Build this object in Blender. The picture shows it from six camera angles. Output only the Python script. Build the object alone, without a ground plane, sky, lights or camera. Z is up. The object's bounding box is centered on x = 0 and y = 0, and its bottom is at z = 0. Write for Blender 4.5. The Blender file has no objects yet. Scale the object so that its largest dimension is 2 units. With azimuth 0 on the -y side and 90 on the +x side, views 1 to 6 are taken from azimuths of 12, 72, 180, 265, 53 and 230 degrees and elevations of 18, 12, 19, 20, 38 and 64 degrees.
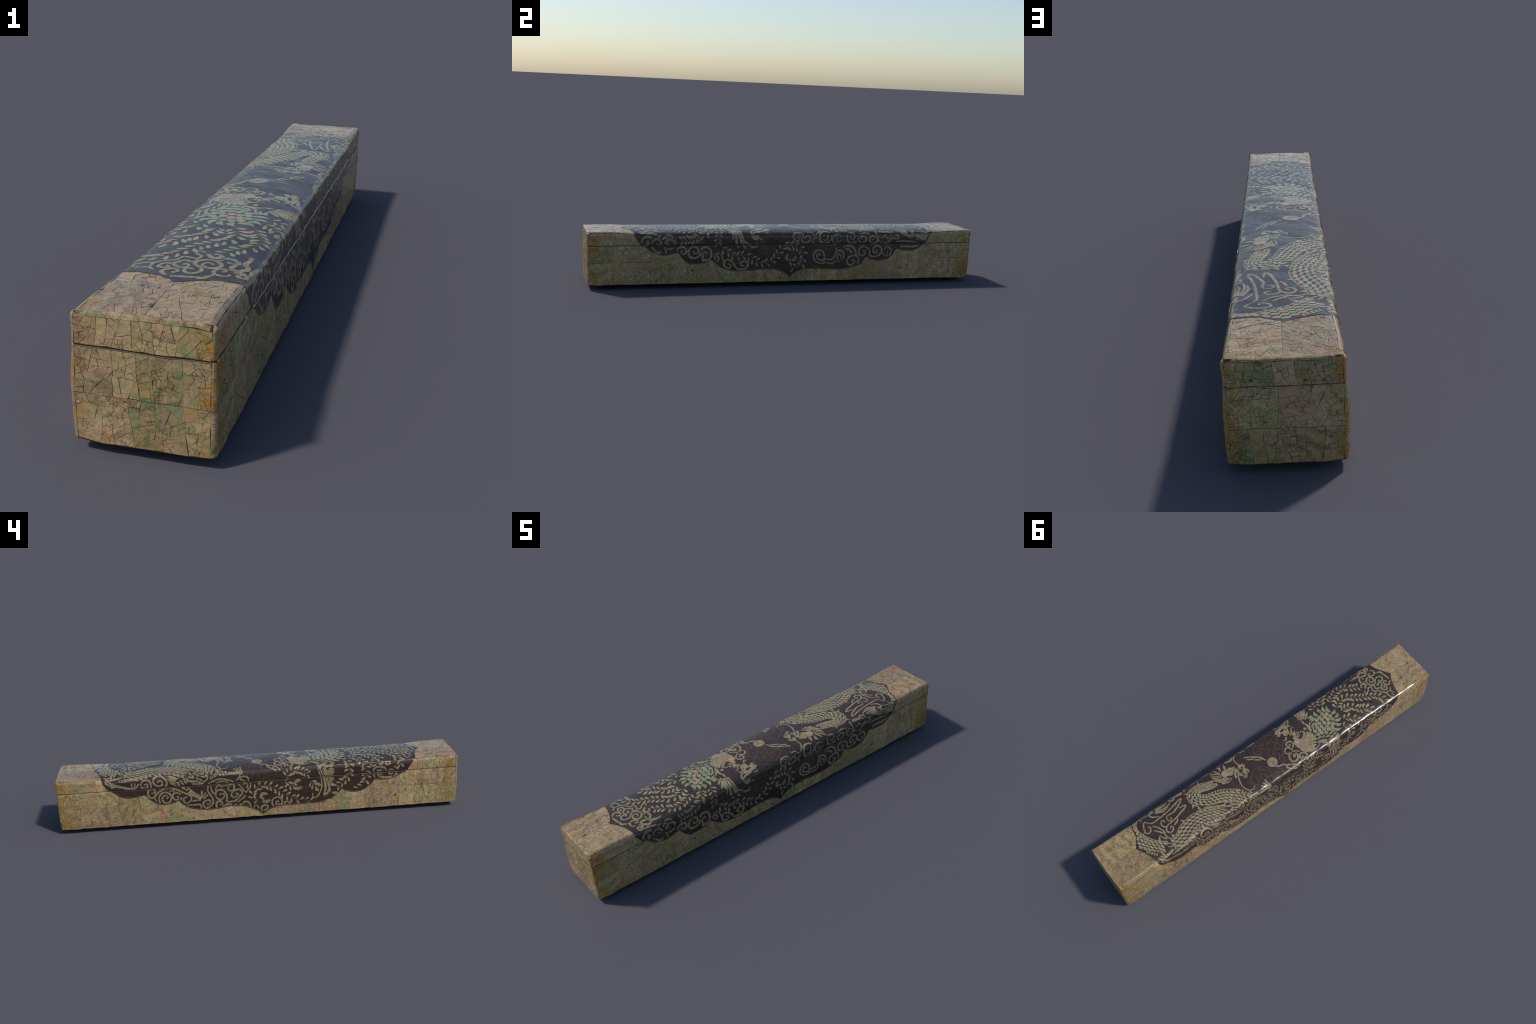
"""A long lacquered box with a lid: cracked mother-of-pearl veneer all round, and a dark
lacquer panel folded over the lid and sides, inlaid with a dragon, a phoenix, scrolling
clouds and leafy sprays.  Ornament is laid out on the unrolled surface of the box:
y = along the box (mm), s = distance round the section from the ridge of the lid (mm)."""
import math, random
import bpy
import numpy as np
from mathutils import Vector

rng = random.Random(7)

# ------------------------------------------------------------------ the box surface
# right half of the cross-section, from the ridge of the lid down to the bottom edge (x, z)
SECTION = [(0, .2755), (.03, .2752), (.05, .2744), (.07, .2732), (.085, .2716), (.095, .2700),
           (.105, .2678), (.113, .2651), (.119, .2622), (.1235, .2585), (.127, .2535), (.129, .247),
           (.1298, .240), (.131, .2085), (.1335, .15), (.1335, .1), (.1325, .0195)]
LENGTH_END = .9967          # local y of the end faces
SKIN_DEPTH = .0017          # the section is measured on the inlay; its bed lies this much deeper
END_ROUND = .007
YAW = -.0094                # the box stands a little askew in its frame


def fine(points, step=.001):
    out = []
    for (a, b), (c, d) in zip(points[:-1], points[1:]):
        n = max(2, int(math.hypot(c - a, d - b) / step))
        out += [(a + (c - a) * i / n, b + (d - b) * i / n) for i in range(n)]
    return np.array(out + [points[-1]])


PROF = fine(SECTION)
PROF_S = np.concatenate([[0], np.cumsum(np.hypot(*np.diff(PROF, axis=0).T))])
S_END = PROF_S[-1]
_k = np.ones(7) / 7
_pad = np.pad(PROF, ((3, 3), (0, 0)), mode="edge")
_t = np.gradient(np.stack([np.convolve(_pad[:, i], _k, "valid") for i in (0, 1)], 1), axis=0)
_t[0] = (1, 0)
PROF_N = np.stack([-_t[:, 1], _t[:, 0]], 1)
PROF_N /= np.linalg.norm(PROF_N, axis=1)[:, None]


def s_of_z(z):
    return float(np.interp(-z, -PROF[:, 1], PROF_S))


S_LID = s_of_z(.2091)       # lower rim of the lid
S_BASE = s_of_z(.2077)      # upper rim of the base


def smooth(x, a, b):
    t = np.clip((x - a) / (b - a), 0, 1)
    return t * t * (3 - 2 * t)


def warp(p):
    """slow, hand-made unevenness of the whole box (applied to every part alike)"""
    p = np.array(p, float).reshape(-1, 3)
    x, y, z = p.T
    q = p.copy()
    w = np.zeros_like(p)
    for k, (a, b, c, ph, amp) in enumerate(((23, 41, 31, .3, 1.0), (37, 19, 53, 1.7, .8), (71, 57, 67, 4.1, .5),
                                            (113, 97, 89, 2.2, .3), (29, 83, 47, 5.1, .6))):
        for ax in range(3):
            w[:, ax] += amp * np.sin(a * x + b * y + c * z + ph * (ax + 1) + k)
    q += w * np.array([.0004, .00015, .00035])
    bow = WAIST * (1 - smooth(abs(y), .1, .85)) * smooth(z, .15, .26)
    q[:, 0] *= 1 - bow
    q[:, 2] -= .45 * smooth(abs(y), .86, .995) * np.maximum(0, z - .268)      # the crown dies away at the ends
    q[:, 2] += np.where((x < 0) & (y < 0), 0., .0035) * smooth(abs(y), .70, .95) * smooth(abs(x), .05, .115) * smooth(z, .22, .26)      # three raised corners
    worn = smooth(abs(y), .955, .998) * smooth(abs(x), .09, .13) * smooth(.07 - z, 0, .05) * (z > .015)      # knocked lower corners
    q[:, 0] *= 1 - .016 * worn
    q[:, 1] *= 1 - .002 * worn
    q[:, 2] += .002 * worn
    q[:, 2] = np.maximum(q[:, 2], .004)
    return q


WAIST = .0


def surface(y, s, h=0.):
    """point on the skin of the box, lifted by h along the outward normal"""
    y, s, h = np.broadcast_arrays(np.asarray(y, float), np.asarray(s, float), np.asarray(h, float))
    a, sg = np.abs(s), np.sign(s)
    x, z = np.interp(a, PROF_S, PROF[:, 0]), np.interp(a, PROF_S, PROF[:, 1])
    nx, nz = np.interp(a, PROF_S, PROF_N[:, 0]), np.interp(a, PROF_S, PROF_N[:, 1])
    h = h - SKIN_DEPTH + (.0012 + .0063 * smooth(np.abs(y), .70, .96)) * np.exp(-((a - .119) / .014) ** 2)   # crisper shoulder at the ends
    rim = np.where(a >= S_BASE, .0010 - .0030 * np.clip(1 - (a - S_BASE) / .0032, 0, 1) ** 2, -.0014 * np.clip(1 - (S_LID - a) / .0030, 0, 1) ** 2)
    h = h + rim + .00012 * np.sin(131 * y + 40 * a * sg) * np.sin(47 * y + 60 * a)     # eased rims, hand-worn ripple
    return warp(np.stack([sg * (x + nx * h), y, z + nz * h], -1))


def ridge_z(x):
    return np.interp(np.abs(x), PROF[:, 0][:400], PROF[:, 1][:400])


def end_face(sign):
    """mapping for an end: (x, t) with t running down from the rounded top edge"""
    def f(x, t, h=0.):
        x, t, h = np.broadcast_arrays(np.asarray(x, float), np.asarray(t, float), np.asarray(h, float))
        r = END_ROUND
        top = np.interp(np.abs(x), [0, .1, .115, .1235, .134], [.2755, .2735, .2700, .2650, .2580])
        ang = np.clip(t / r, 0, math.pi / 2)
        dz = np.where(t < 0, 0, np.where(t < r * math.pi / 2, r * (1 - np.cos(ang)), r + t - r * math.pi / 2))
        yy = np.where(t < 0, LENGTH_END - r + t, LENGTH_END - r + r * np.sin(ang))
        ny, nz = np.where(t < 0, 0, np.sin(ang)), np.where(t < 0, 1, np.cos(ang))
        top = top - SKIN_DEPTH
        z = np.where(True, .2725 - SKIN_DEPTH - dz + (top - .2725 + SKIN_DEPTH) * (1 - smooth(t, .0, .05)), 0)
        bulge = -.0018 * smooth(.12 - z, 0, .12)
        h = h - .0030 * np.clip(1 - np.abs(.2077 - z) / .0045, 0, 1) ** 2 * (z < .2078)        # eased rim of the base
        return warp(np.stack([x, sign * (yy + bulge + ny * h), z + nz * h], -1))
    return f


CORNER_X, CORNER_Y = .1235, .0075


def corner(sx, sy):
    """mapping for an upright corner: (turn 0..1 from the side to the end, height z)"""
    def f(a, z, h=0.):
        a, z, h = np.broadcast_arrays(np.asarray(a, float), np.asarray(z, float), np.asarray(h, float))
        half = np.interp(-z, -PROF[:, 1], PROF[:, 0]) - SKIN_DEPTH + .0040 * smooth(z, .235, .25)
        half = np.where(z > .24, np.maximum(half, .1292), half)
        q = a * math.pi / 2
        k = np.sqrt(np.clip(1 - (np.clip(z - .2585, 0, 1) / .0085) ** 2, 0, 1))      # domed over at the top
        x = CORNER_X + (half - CORNER_X + h) * np.cos(q) * k
        y = LENGTH_END - CORNER_Y + (CORNER_Y + h) * np.sin(q) * k - .0018 * smooth(.12 - z, 0, .12) * np.sin(q)
        return warp(np.stack([sx * x, sy * y, z], -1))
    return f


# ------------------------------------------------------------------ objects
def empty(name):
    ob = bpy.data.objects.new(name, None)
    bpy.context.scene.collection.objects.link(ob)
    return ob


def add_object(name, verts, faces, mat, parent, flat=True):
    me = bpy.data.meshes.new(name)
    me.from_pydata([tuple(v) for v in verts], [], faces)
    me.materials.append(mat)
    if not flat:
        me.polygons.foreach_set("use_smooth", [True] * len(me.polygons))
        me.set_sharp_from_angle(angle=math.radians(35))
    me.update()
    ob = bpy.data.objects.new(name, me)
    bpy.context.scene.collection.objects.link(ob)
    ob.parent = parent
    return ob


# ------------------------------------------------------------------ 2D helpers
def clip(poly, axis, value, keep_above):
    out, n = [], len(poly)
    for i in range(n):
        a, b = poly[i], poly[(i + 1) % n]
        ia, ib = (a[axis] >= value) == keep_above, (b[axis] >= value) == keep_above
        if ia:
            out.append(a)
        if ia != ib:
            t = (value - a[axis]) / (b[axis] - a[axis])
            out.append(tuple(a[k] + (b[k] - a[k]) * t for k in (0, 1)))
    return out


def area(poly):
    return .5 * sum(poly[i - 1][0] * poly[i][1] - poly[i][0] * poly[i - 1][1] for i in range(len(poly)))


def bands(poly, edges):
    lo, hi = min(p[1] for p in poly), max(p[1] for p in poly)
    cuts = [e for e in edges if lo < e < hi]
    if not cuts:
        return [poly]
    out = []
    for a, b in zip([None] + cuts, cuts + [None]):
        q = poly
        if a is not None:
            q = clip(q, 1, a, True)
        if b is not None and len(q) > 2:
            q = clip(q, 1, b, False)
        if len(q) > 2 and abs(area(q)) > 1e-8:
            out.append(q)
    return out


SHOULDER = [sg * v for sg in (-1, 1) for v in np.arange(.084, .146, .004)]
SHOULDER.sort()


def spline(points, step):
    """centripetal-ish Catmull-Rom through control points, resampled evenly"""
    p = np.array(points, float)
    if len(p) == 2:
        dense = p[0] + (p[1] - p[0]) * np.linspace(0, 1, 30)[:, None]
    else:
        e = np.vstack([2 * p[0] - p[1], p, 2 * p[-1] - p[-2]])
        t = np.linspace(0, 1, 14, endpoint=False)[:, None]
        dense = [.5 * (2 * e[i] + (e[i + 1] - e[i - 1]) * t + (2 * e[i - 1] - 5 * e[i] + 4 * e[i + 1] - e[i + 2]) * t ** 2
                       + (3 * e[i] - e[i - 1] - 3 * e[i + 1] + e[i + 2]) * t ** 3) for i in range(1, len(e) - 2)]
        dense = np.vstack(dense + [p[-1:]])
    d = np.concatenate([[0], np.cumsum(np.hypot(*np.diff(dense, axis=0).T))])
    n = max(2, int(round(d[-1] / step)) + 1)
    q = np.linspace(0, d[-1], n)
    c = np.stack([np.interp(q, d, dense[:, 0]), np.interp(q, d, dense[:, 1])], 1)
    g = np.gradient(c, axis=0)
    g /= np.linalg.norm(g, axis=1)[:, None] + 1e-12
    return c, np.stack([-g[:, 1], g[:, 0]], 1), d[-1]


class Pieces:
    """thin raised plates laid on a curved skin"""
    def __init__(self, skin):
        self.skin, self.uv, self.faces = skin, [], []

    def plate(self, poly, top, sink=-.0012, chamfer=0.):
        if area(poly) < 0:
            poly = poly[::-1]
        n, b = len(poly), len(self.uv)
        if chamfer:
            c = np.mean(poly, axis=0)
            inner = [tuple(c + (np.array(p) - c) * (1 - min(.3, chamfer / (np.hypot(*(np.array(p) - c)) + 1e-9)))) for p in poly]
            rings = [(poly, sink), (poly, top - chamfer * .6), (inner, top)]
        else:
            rings = [(poly, sink), (poly, top)]
        for ring, h in rings:
            self.uv += [(p[0], p[1], h) for p in ring]
        for k in range(len(rings) - 1):
            for i in range(n):
                j = (i + 1) % n
                self.faces.append((b + k * n + i, b + k * n + j, b + (k + 1) * n + j, b + (k + 1) * n + i))
        k = b + (len(rings) - 1) * n
        self.faces.append(tuple(range(k, k + n)))

    def build(self, name, mat, parent):
        if not self.faces:
            return None
        u = np.array(self.uv)
        v = self.skin(u[:, 0], u[:, 1], u[:, 2])
        faces = self.faces
        # the (y, s) chart is left-handed seen from outside: keep the normals outward
        a, b2, c = (v[faces[-1][i]] for i in (0, 1, 2))
        mid, nn = v.mean(0), np.cross(b2 - a, c - a)
        out = v[faces[-1][0]] - np.array([0, np.clip(mid[1], -.9, .9), .14])
        if np.dot(nn, out) < 0:
            faces = [f[::-1] for f in faces]
        return add_object(name, v, faces, mat, parent)

# ------------------------------------------------------------------ outlines of the lacquer panel (y, s) in mm
OUTLINE_LID_FRONT = [(-785, 132), (-786, 91), (-797, 59), (-812, 32), (-831, 4), (-818, -11), (-801, -41), (-792, -77), (-787, -101), (-785, -117), (-772, -130), (-759, -149), (-745, -168), (-738, -179)]
OUTLINE_LID_FRONT_RIGHT = [(-781, 112), (-776, 129), (-769, 146), (-758, 165), (-745, 179)]
OUTLINE_LID_BACK = [(772, 121), (778, 98), (783, 71), (787, 51), (804, 22), (822, -4), (810, -24), (797, -50), (785, -78), (780, -103), (772, -137), (774, -132), (762, -152), (749, -171), (742, -177)]
OUTLINE_LID_BACK_RIGHT = [(726, 179), (743, 165), (757, 142), (771, 121)]
OUTLINE_BASE_RIGHT = [(-728, 185), (-712, 198), (-688, 214), (-665, 223), (-641, 227), (-609, 223), (-579, 216), (-567, 215), (-559, 228), (-544, 248), (-524, 264), (-516, 270), (-519, 269), (-486, 271), (-459, 270), (-435, 265), (-418, 257), (-405, 251), (-396, 259), (-377, 277), (-352, 292), (-323, 303), (-291, 309), (-246, 309), (-239, 306), (-193, 306), (-159, 303), (-124, 302), (-92, 303), (-61, 310), (-35, 320), (-18, 333), (-4, 346), (6, 336), (24, 323), (47, 312), (75, 304), (85, 303), (123, 303), (156, 303), (190, 307), (226, 310), (263, 310), (299, 306), (335, 297), (369, 287), (383, 278), (367, 287), (385, 271), (396, 253), (403, 246), (419, 255), (445, 265), (475, 268), (504, 265), (529, 255), (550, 236), (561, 218), (571, 207), (591, 213), (620, 218), (648, 218), (665, 216), (690, 208), (714, 191), (724, 181)]
OUTLINE_BASE_LEFT = [(727, -182), (712, -196), (693, -210), (670, -218), (643, -221), (614, -220), (591, -215), (572, -212), (563, -220), (548, -236), (526, -253), (499, -266), (503, -265), (478, -268), (451, -267), (427, -261), (408, -252), (395, -266), (377, -282), (354, -294), (329, -302), (293, -309), (281, -309), (250, -310), (219, -309), (181, -304), (147, -300), (114, -302), (85, -307), (59, -314), (36, -325), (12, -340), (-9, -356), (-31, -339), (-56, -326), (-90, -319), (-128, -317), (-174, -317), (-223, -316), (-271, -317), (-308, -313), (-344, -303), (-344, -298), (-374, -284), (-393, -267), (-407, -250), (-422, -260), (-447, -269), (-473, -272), (-503, -269), (-529, -258), (-549, -243), (-564, -224), (-573, -211), (-584, -213), (-599, -216), (-631, -218), (-662, -214), (-692, -204), (-711, -192), (-721, -186)]


# ------------------------------------------------------------------ materials
def material(name):
    m = bpy.data.materials.new(name)
    m.use_nodes = True
    t = m.node_tree
    return m, t.nodes, t.links, t.nodes["Principled BSDF"]


def socket(node, key, kind="in"):
    s = node.inputs if kind == "in" else node.outputs
    return s[key]


def node(nodes, links, idname, ins=None, **props):
    n = nodes.new(idname)
    for k, v in props.items():
        setattr(n, k, v)
    for k, v in (ins or {}).items():
        if isinstance(v, bpy.types.NodeSocket):
            links.new(v, n.inputs[k])
        else:
            n.inputs[k].default_value = v
    return n


def ramp(nodes, links, fac, stops, interpolation="LINEAR"):
    n = nodes.new("ShaderNodeValToRGB")
    n.color_ramp.interpolation = interpolation
    while len(n.color_ramp.elements) < len(stops):
        n.color_ramp.elements.new(.5)
    for e, (p, c) in zip(n.color_ramp.elements, stops):
        e.position, e.color = p, (*c, 1) if len(c) == 3 else c
    links.new(fac, n.inputs[0])
    return n.outputs[0]


def mix(nodes, links, fac, a, b, blend="MIX"):
    n = nodes.new("ShaderNodeMix")
    n.data_type, n.blend_type = "RGBA", blend
    for i, v in ((0, fac), (6, a), (7, b)):
        if isinstance(v, bpy.types.NodeSocket):
            links.new(v, n.inputs[i])
        else:
            n.inputs[i].default_value = v if i == 0 else (*v, 1)
    return n.outputs[2]


def maths(nodes, links, op, a, b=0., c=0.):
    n = nodes.new("ShaderNodeMath")
    n.operation = op
    for i, v in enumerate((a, b, c)):
        if isinstance(v, bpy.types.NodeSocket):
            links.new(v, n.inputs[i])
        else:
            n.inputs[i].default_value = v
    return n.outputs[0]


GREEN, BEIGE, PINK, GREY, TEAL = (.192, .206, .098), (.312, .218, .100), (.362, .224, .134), (.272, .206, .122), (.166, .198, .108)

CLEAN_SHELL = (.196, .222, .116), (.290, .230, .116), (.328, .228, .140), (.262, .216, .132), (.172, .214, .126)


def pearl(name, gain, veneer, bias=0.):
    green, beige, pink, grey, teal = (GREEN, BEIGE, PINK, GREY, TEAL) if veneer else CLEAN_SHELL
    m, N, L, bsdf = material(name)
    co = node(N, L, "ShaderNodeTexCoord").outputs["Object"]
    island = node(N, L, "ShaderNodeNewGeometry").outputs["Random Per Island"]
    rnd = node(N, L, "ShaderNodeObjectInfo").outputs["Random"]

    def near(v, a, b, lo=0., hi=1.):
        return node(N, L, "ShaderNodeMapRange", {"Value": v, "From Min": a, "From Max": b, "To Min": lo, "To Max": hi}, interpolation_type="SMOOTHSTEP").outputs[0]

    def value(v):
        return node(N, L, "ShaderNodeCombineXYZ", {0: v, 1: v, 2: v}).outputs[0]

    def white(w, k):
        return node(N, L, "ShaderNodeTexWhiteNoise", {"W": maths(N, L, "MULTIPLY_ADD", w, 37.1, k)}, noise_dimensions="1D").outputs["Value"]

    g = lambda c: tuple(min(1, v * gain) for v in c)
    # every sheet or piece is cut from another bit of shell: its own tint, tone and grain direction
    turn = node(N, L, "ShaderNodeCombineXYZ", {0: maths(N, L, "MULTIPLY", white(rnd, 1), 3.2), 1: maths(N, L, "MULTIPLY", white(rnd, 2), 3.2), 2: maths(N, L, "MULTIPLY", white(rnd, 3), 6.3)}).outputs[0]
    rot = node(N, L, "ShaderNodeVectorRotate", {"Vector": co, "Rotation": turn}, rotation_type="EULER_XYZ").outputs[0]
    shift = node(N, L, "ShaderNodeVectorMath", {0: rot, 1: turn}, operation="ADD").outputs[0]
    stretch = node(N, L, "ShaderNodeMapping", {"Vector": shift, "Scale": (1., .4, 1.)}).outputs[0]
    cloud = node(N, L, "ShaderNodeTexNoise", {"Vector": stretch, "Scale": 26. if veneer else 40., "Detail": 4., "Roughness": .62, "Distortion": .9}).outputs[0]
    f = maths(N, L, "MULTIPLY_ADD", white(island, 5), .15 if veneer else .26, -.075 if veneer else -.13)
    f = maths(N, L, "ADD", f, maths(N, L, "MULTIPLY_ADD", cloud, 1.25, -.125))
    f = maths(N, L, "ADD", f, maths(N, L, "MULTIPLY_ADD", white(rnd, 6), .26 if veneer else .46, (-.13 if veneer else -.23) + bias))
    col = ramp(N, L, f, [(.10, g(teal)), (.28, g(green)), (.44, g(beige)), (.58, g(grey)), (.70, g(pink)), (.86, g(beige))])
    # growth lines of the shell, strong on some sheets and faint on others
    wave = node(N, L, "ShaderNodeTexWave", {"Vector": shift, "Scale": 8., "Distortion": 13., "Detail": 4., "Detail Scale": 1.1, "Detail Roughness": .65}, wave_type="BANDS").outputs["Fac"]
    lines = ramp(N, L, wave, [(0., (.56, .51, .43)), (.10, (.82, .79, .74)), (.28, (.92, .91, .89)), (.5, (1., 1., 1.)), (1., (1.10, 1.08, 1.05))])
    col = mix(N, L, near(white(rnd, 8), .1, .9, .12, .75) if veneer else .35, col, lines, "MULTIPLY")
    tone = maths(N, L, "MULTIPLY_ADD", white(island, 9), .17 if veneer else .40, .915 if veneer else .80)
    if veneer:
        tone = maths(N, L, "MULTIPLY", tone, maths(N, L, "MULTIPLY_ADD", white(rnd, 4), .34, .82))
    col = mix(N, L, 1., col, value(tone), "MULTIPLY")
    if veneer:
        x, y, z = node(N, L, "ShaderNodeSeparateXYZ", {0: co}).outputs
        # amber glue and varnish along the upright corners and the bottom edge
        ax, ay = maths(N, L, "ABSOLUTE", x), maths(N, L, "ABSOLUTE", y)
        at_corner = maths(N, L, "MULTIPLY", near(ax, .085, .130), near(ay, .88, .985))
        foot = near(z, .055, .022)
        blot = node(N, L, "ShaderNodeTexNoise", {"Vector": co, "Scale": 19., "Detail": 4., "Roughness": .6}).outputs[0]
        amber = maths(N, L, "MULTIPLY", maths(N, L, "MAXIMUM", at_corner, maths(N, L, "MULTIPLY", foot, .45)), near(blot, .40, .66))
        lone = node(N, L, "ShaderNodeTexNoise", {"Vector": shift, "Scale": 11., "Detail": 3.}).outputs[0]
        amber = maths(N, L, "MAXIMUM", amber, maths(N, L, "MULTIPLY", near(lone, .56, .76), .45))
        col = mix(N, L, maths(N, L, "MINIMUM", maths(N, L, "MULTIPLY", amber, 1.1), .86), col, g((.270, .140, .022)))
        # brown grime rubbed into the surface
        grime = node(N, L, "ShaderNodeTexNoise", {"Vector": co, "Scale": 46., "Detail": 7., "Roughness": .68}).outputs[0]
        broad = node(N, L, "ShaderNodeTexNoise", {"Vector": co, "Scale": 15., "Detail": 2.}).outputs[0]
        dirt = maths(N, L, "MULTIPLY", near(grime, .46, .72), near(broad, .34, .66, .25, 1.))
        col = mix(N, L, maths(N, L, "MULTIPLY", dirt, .70), col, g((.105, .070, .034)))
        # hairline crazing, chips and worm holes
        warpv = node(N, L, "ShaderNodeTexNoise", {"Vector": co, "Scale": 30., "Detail": 2.}).outputs["Color"]
        bent = mix(N, L, .035, co, warpv, "ADD")
        craze = node(N, L, "ShaderNodeTexVoronoi", {"Vector": bent, "Scale": 58., "Randomness": 1.}, feature="DISTANCE_TO_EDGE").outputs["Distance"]
        patchy = near(node(N, L, "ShaderNodeTexNoise", {"Vector": co, "Scale": 24., "Detail": 2.}).outputs[0], .42, .6)
        line = maths(N, L, "MULTIPLY", near(craze, .045, .008), maths(N, L, "MULTIPLY", patchy, .8))
        col = mix(N, L, line, col, g((.080, .055, .030)))
        hole = node(N, L, "ShaderNodeTexVoronoi", {"Vector": co, "Scale": 21., "Randomness": 1.}, feature="F1").outputs["Distance"]
        wob = node(N, L, "ShaderNodeTexNoise", {"Vector": co, "Scale": 110., "Detail": 3.}).outputs[0]
        some = node(N, L, "ShaderNodeTexNoise", {"Vector": co, "Scale": 12.}).outputs[0]
        hole = maths(N, L, "ADD", hole, maths(N, L, "MULTIPLY_ADD", wob, .30, -.15))
        spot = maths(N, L, "MULTIPLY", near(hole, .12, .06), near(some, .43, .55))
        col = mix(N, L, spot, col, (.030, .018, .010))
    bump_h = node(N, L, "ShaderNodeTexNoise", {"Vector": co, "Scale": 55., "Detail": 5.}).outputs[0]
    bump = node(N, L, "ShaderNodeBump", {"Height": bump_h, "Strength": .50 if veneer else .12, "Distance": .005}).outputs[0]
    L.new(col, bsdf.inputs["Base Color"])
    L.new(bump, bsdf.inputs["Normal"])
    bsdf.inputs["Roughness"].default_value = .22
    bsdf.inputs["Specular IOR Level"].default_value = .5
    return m


def plain(name, colour, rough, spec=.5, vary=.25, scale=30., bump=.0):
    m, N, L, bsdf = material(name)
    co = node(N, L, "ShaderNodeTexCoord").outputs["Object"]
    n = node(N, L, "ShaderNodeTexNoise", {"Vector": co, "Scale": scale, "Detail": 5., "Roughness": .65}).outputs[0]
    lo, hi = tuple(c * (1 - vary) for c in colour), tuple(c * (1 + vary) for c in colour)
    L.new(ramp(N, L, n, [(.3, lo), (.7, hi)]), bsdf.inputs["Base Color"])
    bsdf.inputs["Roughness"].default_value, bsdf.inputs["Specular IOR Level"].default_value = rough, spec
    if bump:
        b = node(N, L, "ShaderNodeBump", {"Height": n, "Strength": bump, "Distance": .003}).outputs[0]
        L.new(b, bsdf.inputs["Normal"])
    return m


VENEER = pearl("cracked_pearl_veneer", 1.24, True)
TOP_VENEER = pearl("cracked_pearl_veneer_of_lid_top", .97, True)
INLAY = pearl("pearl_inlay", .82, False, .09)
GREEN_INLAY = pearl("green_pearl_inlay", .82, False, .0)
ROSE_INLAY = pearl("rose_pearl_inlay", .88, False, .16)
LACQUER = plain("dark_lacquer", (.037, .022, .017), .26, vary=.3, scale=38., bump=.07)
FILLER = plain("brown_filler", (.058, .036, .019), .5, vary=.4, scale=90.)
GOLD = plain("gold_paint", (.125, .085, .030), .4, vary=.4, scale=60.)
TOP_VENEER.node_tree.nodes["Principled BSDF"].inputs["Roughness"].default_value = .20
TOP_VENEER.node_tree.nodes["Bump"].inputs["Strength"].default_value = .14
BLACK = plain("black_lacquer", (.010, .008, .007), .3)
WOOD = plain("dark_wood", (.012, .010, .009), .6)


# ------------------------------------------------------------------ box bodies
BOX = empty("inlaid_box")
BOX.rotation_euler = (0, 0, YAW)
BOX.location = (-.001, 0, 0)
BOX["label"] = "long lacquered box with cracked pearl veneer and dragon inlay"
BOX["category"] = "decorative box"


def loft(rings, cap=True):
    n, verts, faces = len(rings[0]), [], []
    for r in rings:
        verts += list(r)
    for k in range(len(rings) - 1):
        for i in range(n):
            j = (i + 1) % n
            faces.append((k * n + i, k * n + j, (k + 1) * n + j, (k + 1) * n + i))
    if cap:
        faces += [tuple(range(n))[::-1], tuple(range((len(rings) - 1) * n, len(rings) * n))]
    return np.array(verts), faces


def box_body(s_values, close_z, inset_below):
    """sweep one stretch of the section along y; the ends are rounded over"""
    rings = []
    r = END_ROUND
    ys = [(-1, a) for a in np.linspace(math.pi / 2, 0, 7)] + [(0, y) for y in np.linspace(-.97, .97, 98)] + [(1, a) for a in np.linspace(0, math.pi / 2, 7)]
    for kind, v in ys:
        if kind == 0:
            y, d = v, 0.
        else:
            y, d = kind * (LENGTH_END - r + r * math.sin(v)), r * (1 - math.cos(v))
        ring = []
        a = np.abs(s_values)
        x, z = np.interp(a, PROF_S, PROF[:, 0]), np.interp(a, PROF_S, PROF[:, 1])
        nx, nz = np.interp(a, PROF_S, PROF_N[:, 0]), np.interp(a, PROF_S, PROF_N[:, 1])
        h = (.0012 + .0063 * smooth(abs(y), .70, .96)) * np.exp(-((a - .119) / .014) ** 2) - np.minimum(d, .5 * r + 0 * a) * (.4 if inset_below else 1) - .0006 - SKIN_DEPTH
        pts = np.stack([np.sign(s_values) * (x + nx * h), np.full_like(x, y), z + nz * h], -1)
        x0, x1 = pts[0, 0], pts[-1, 0]
        for t in np.linspace(0, 1, 14)[1:-1]:
            pts = np.vstack([pts, [x1 + (x0 - x1) * t, y, close_z]])
        bulge = -.0018 * smooth(.12 - pts[:, 2], 0, .12) * np.sign(y) * (abs(y) > .97)
        pts[:, 1] += bulge
        rings.append(warp(pts))
    return loft(rings)


lid_s = np.concatenate([np.arange(-S_LID, S_LID, .003), [S_LID]])
v, f = box_body(lid_s, .2091, False)
LID = add_object("lid", v, f, FILLER, BOX, flat=False)
base_s = np.concatenate([np.arange(S_BASE, S_END, .006), [S_END - .001]])
# the base section runs down one side, under the bottom and up the other
down = -np.flip(base_s)


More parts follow.
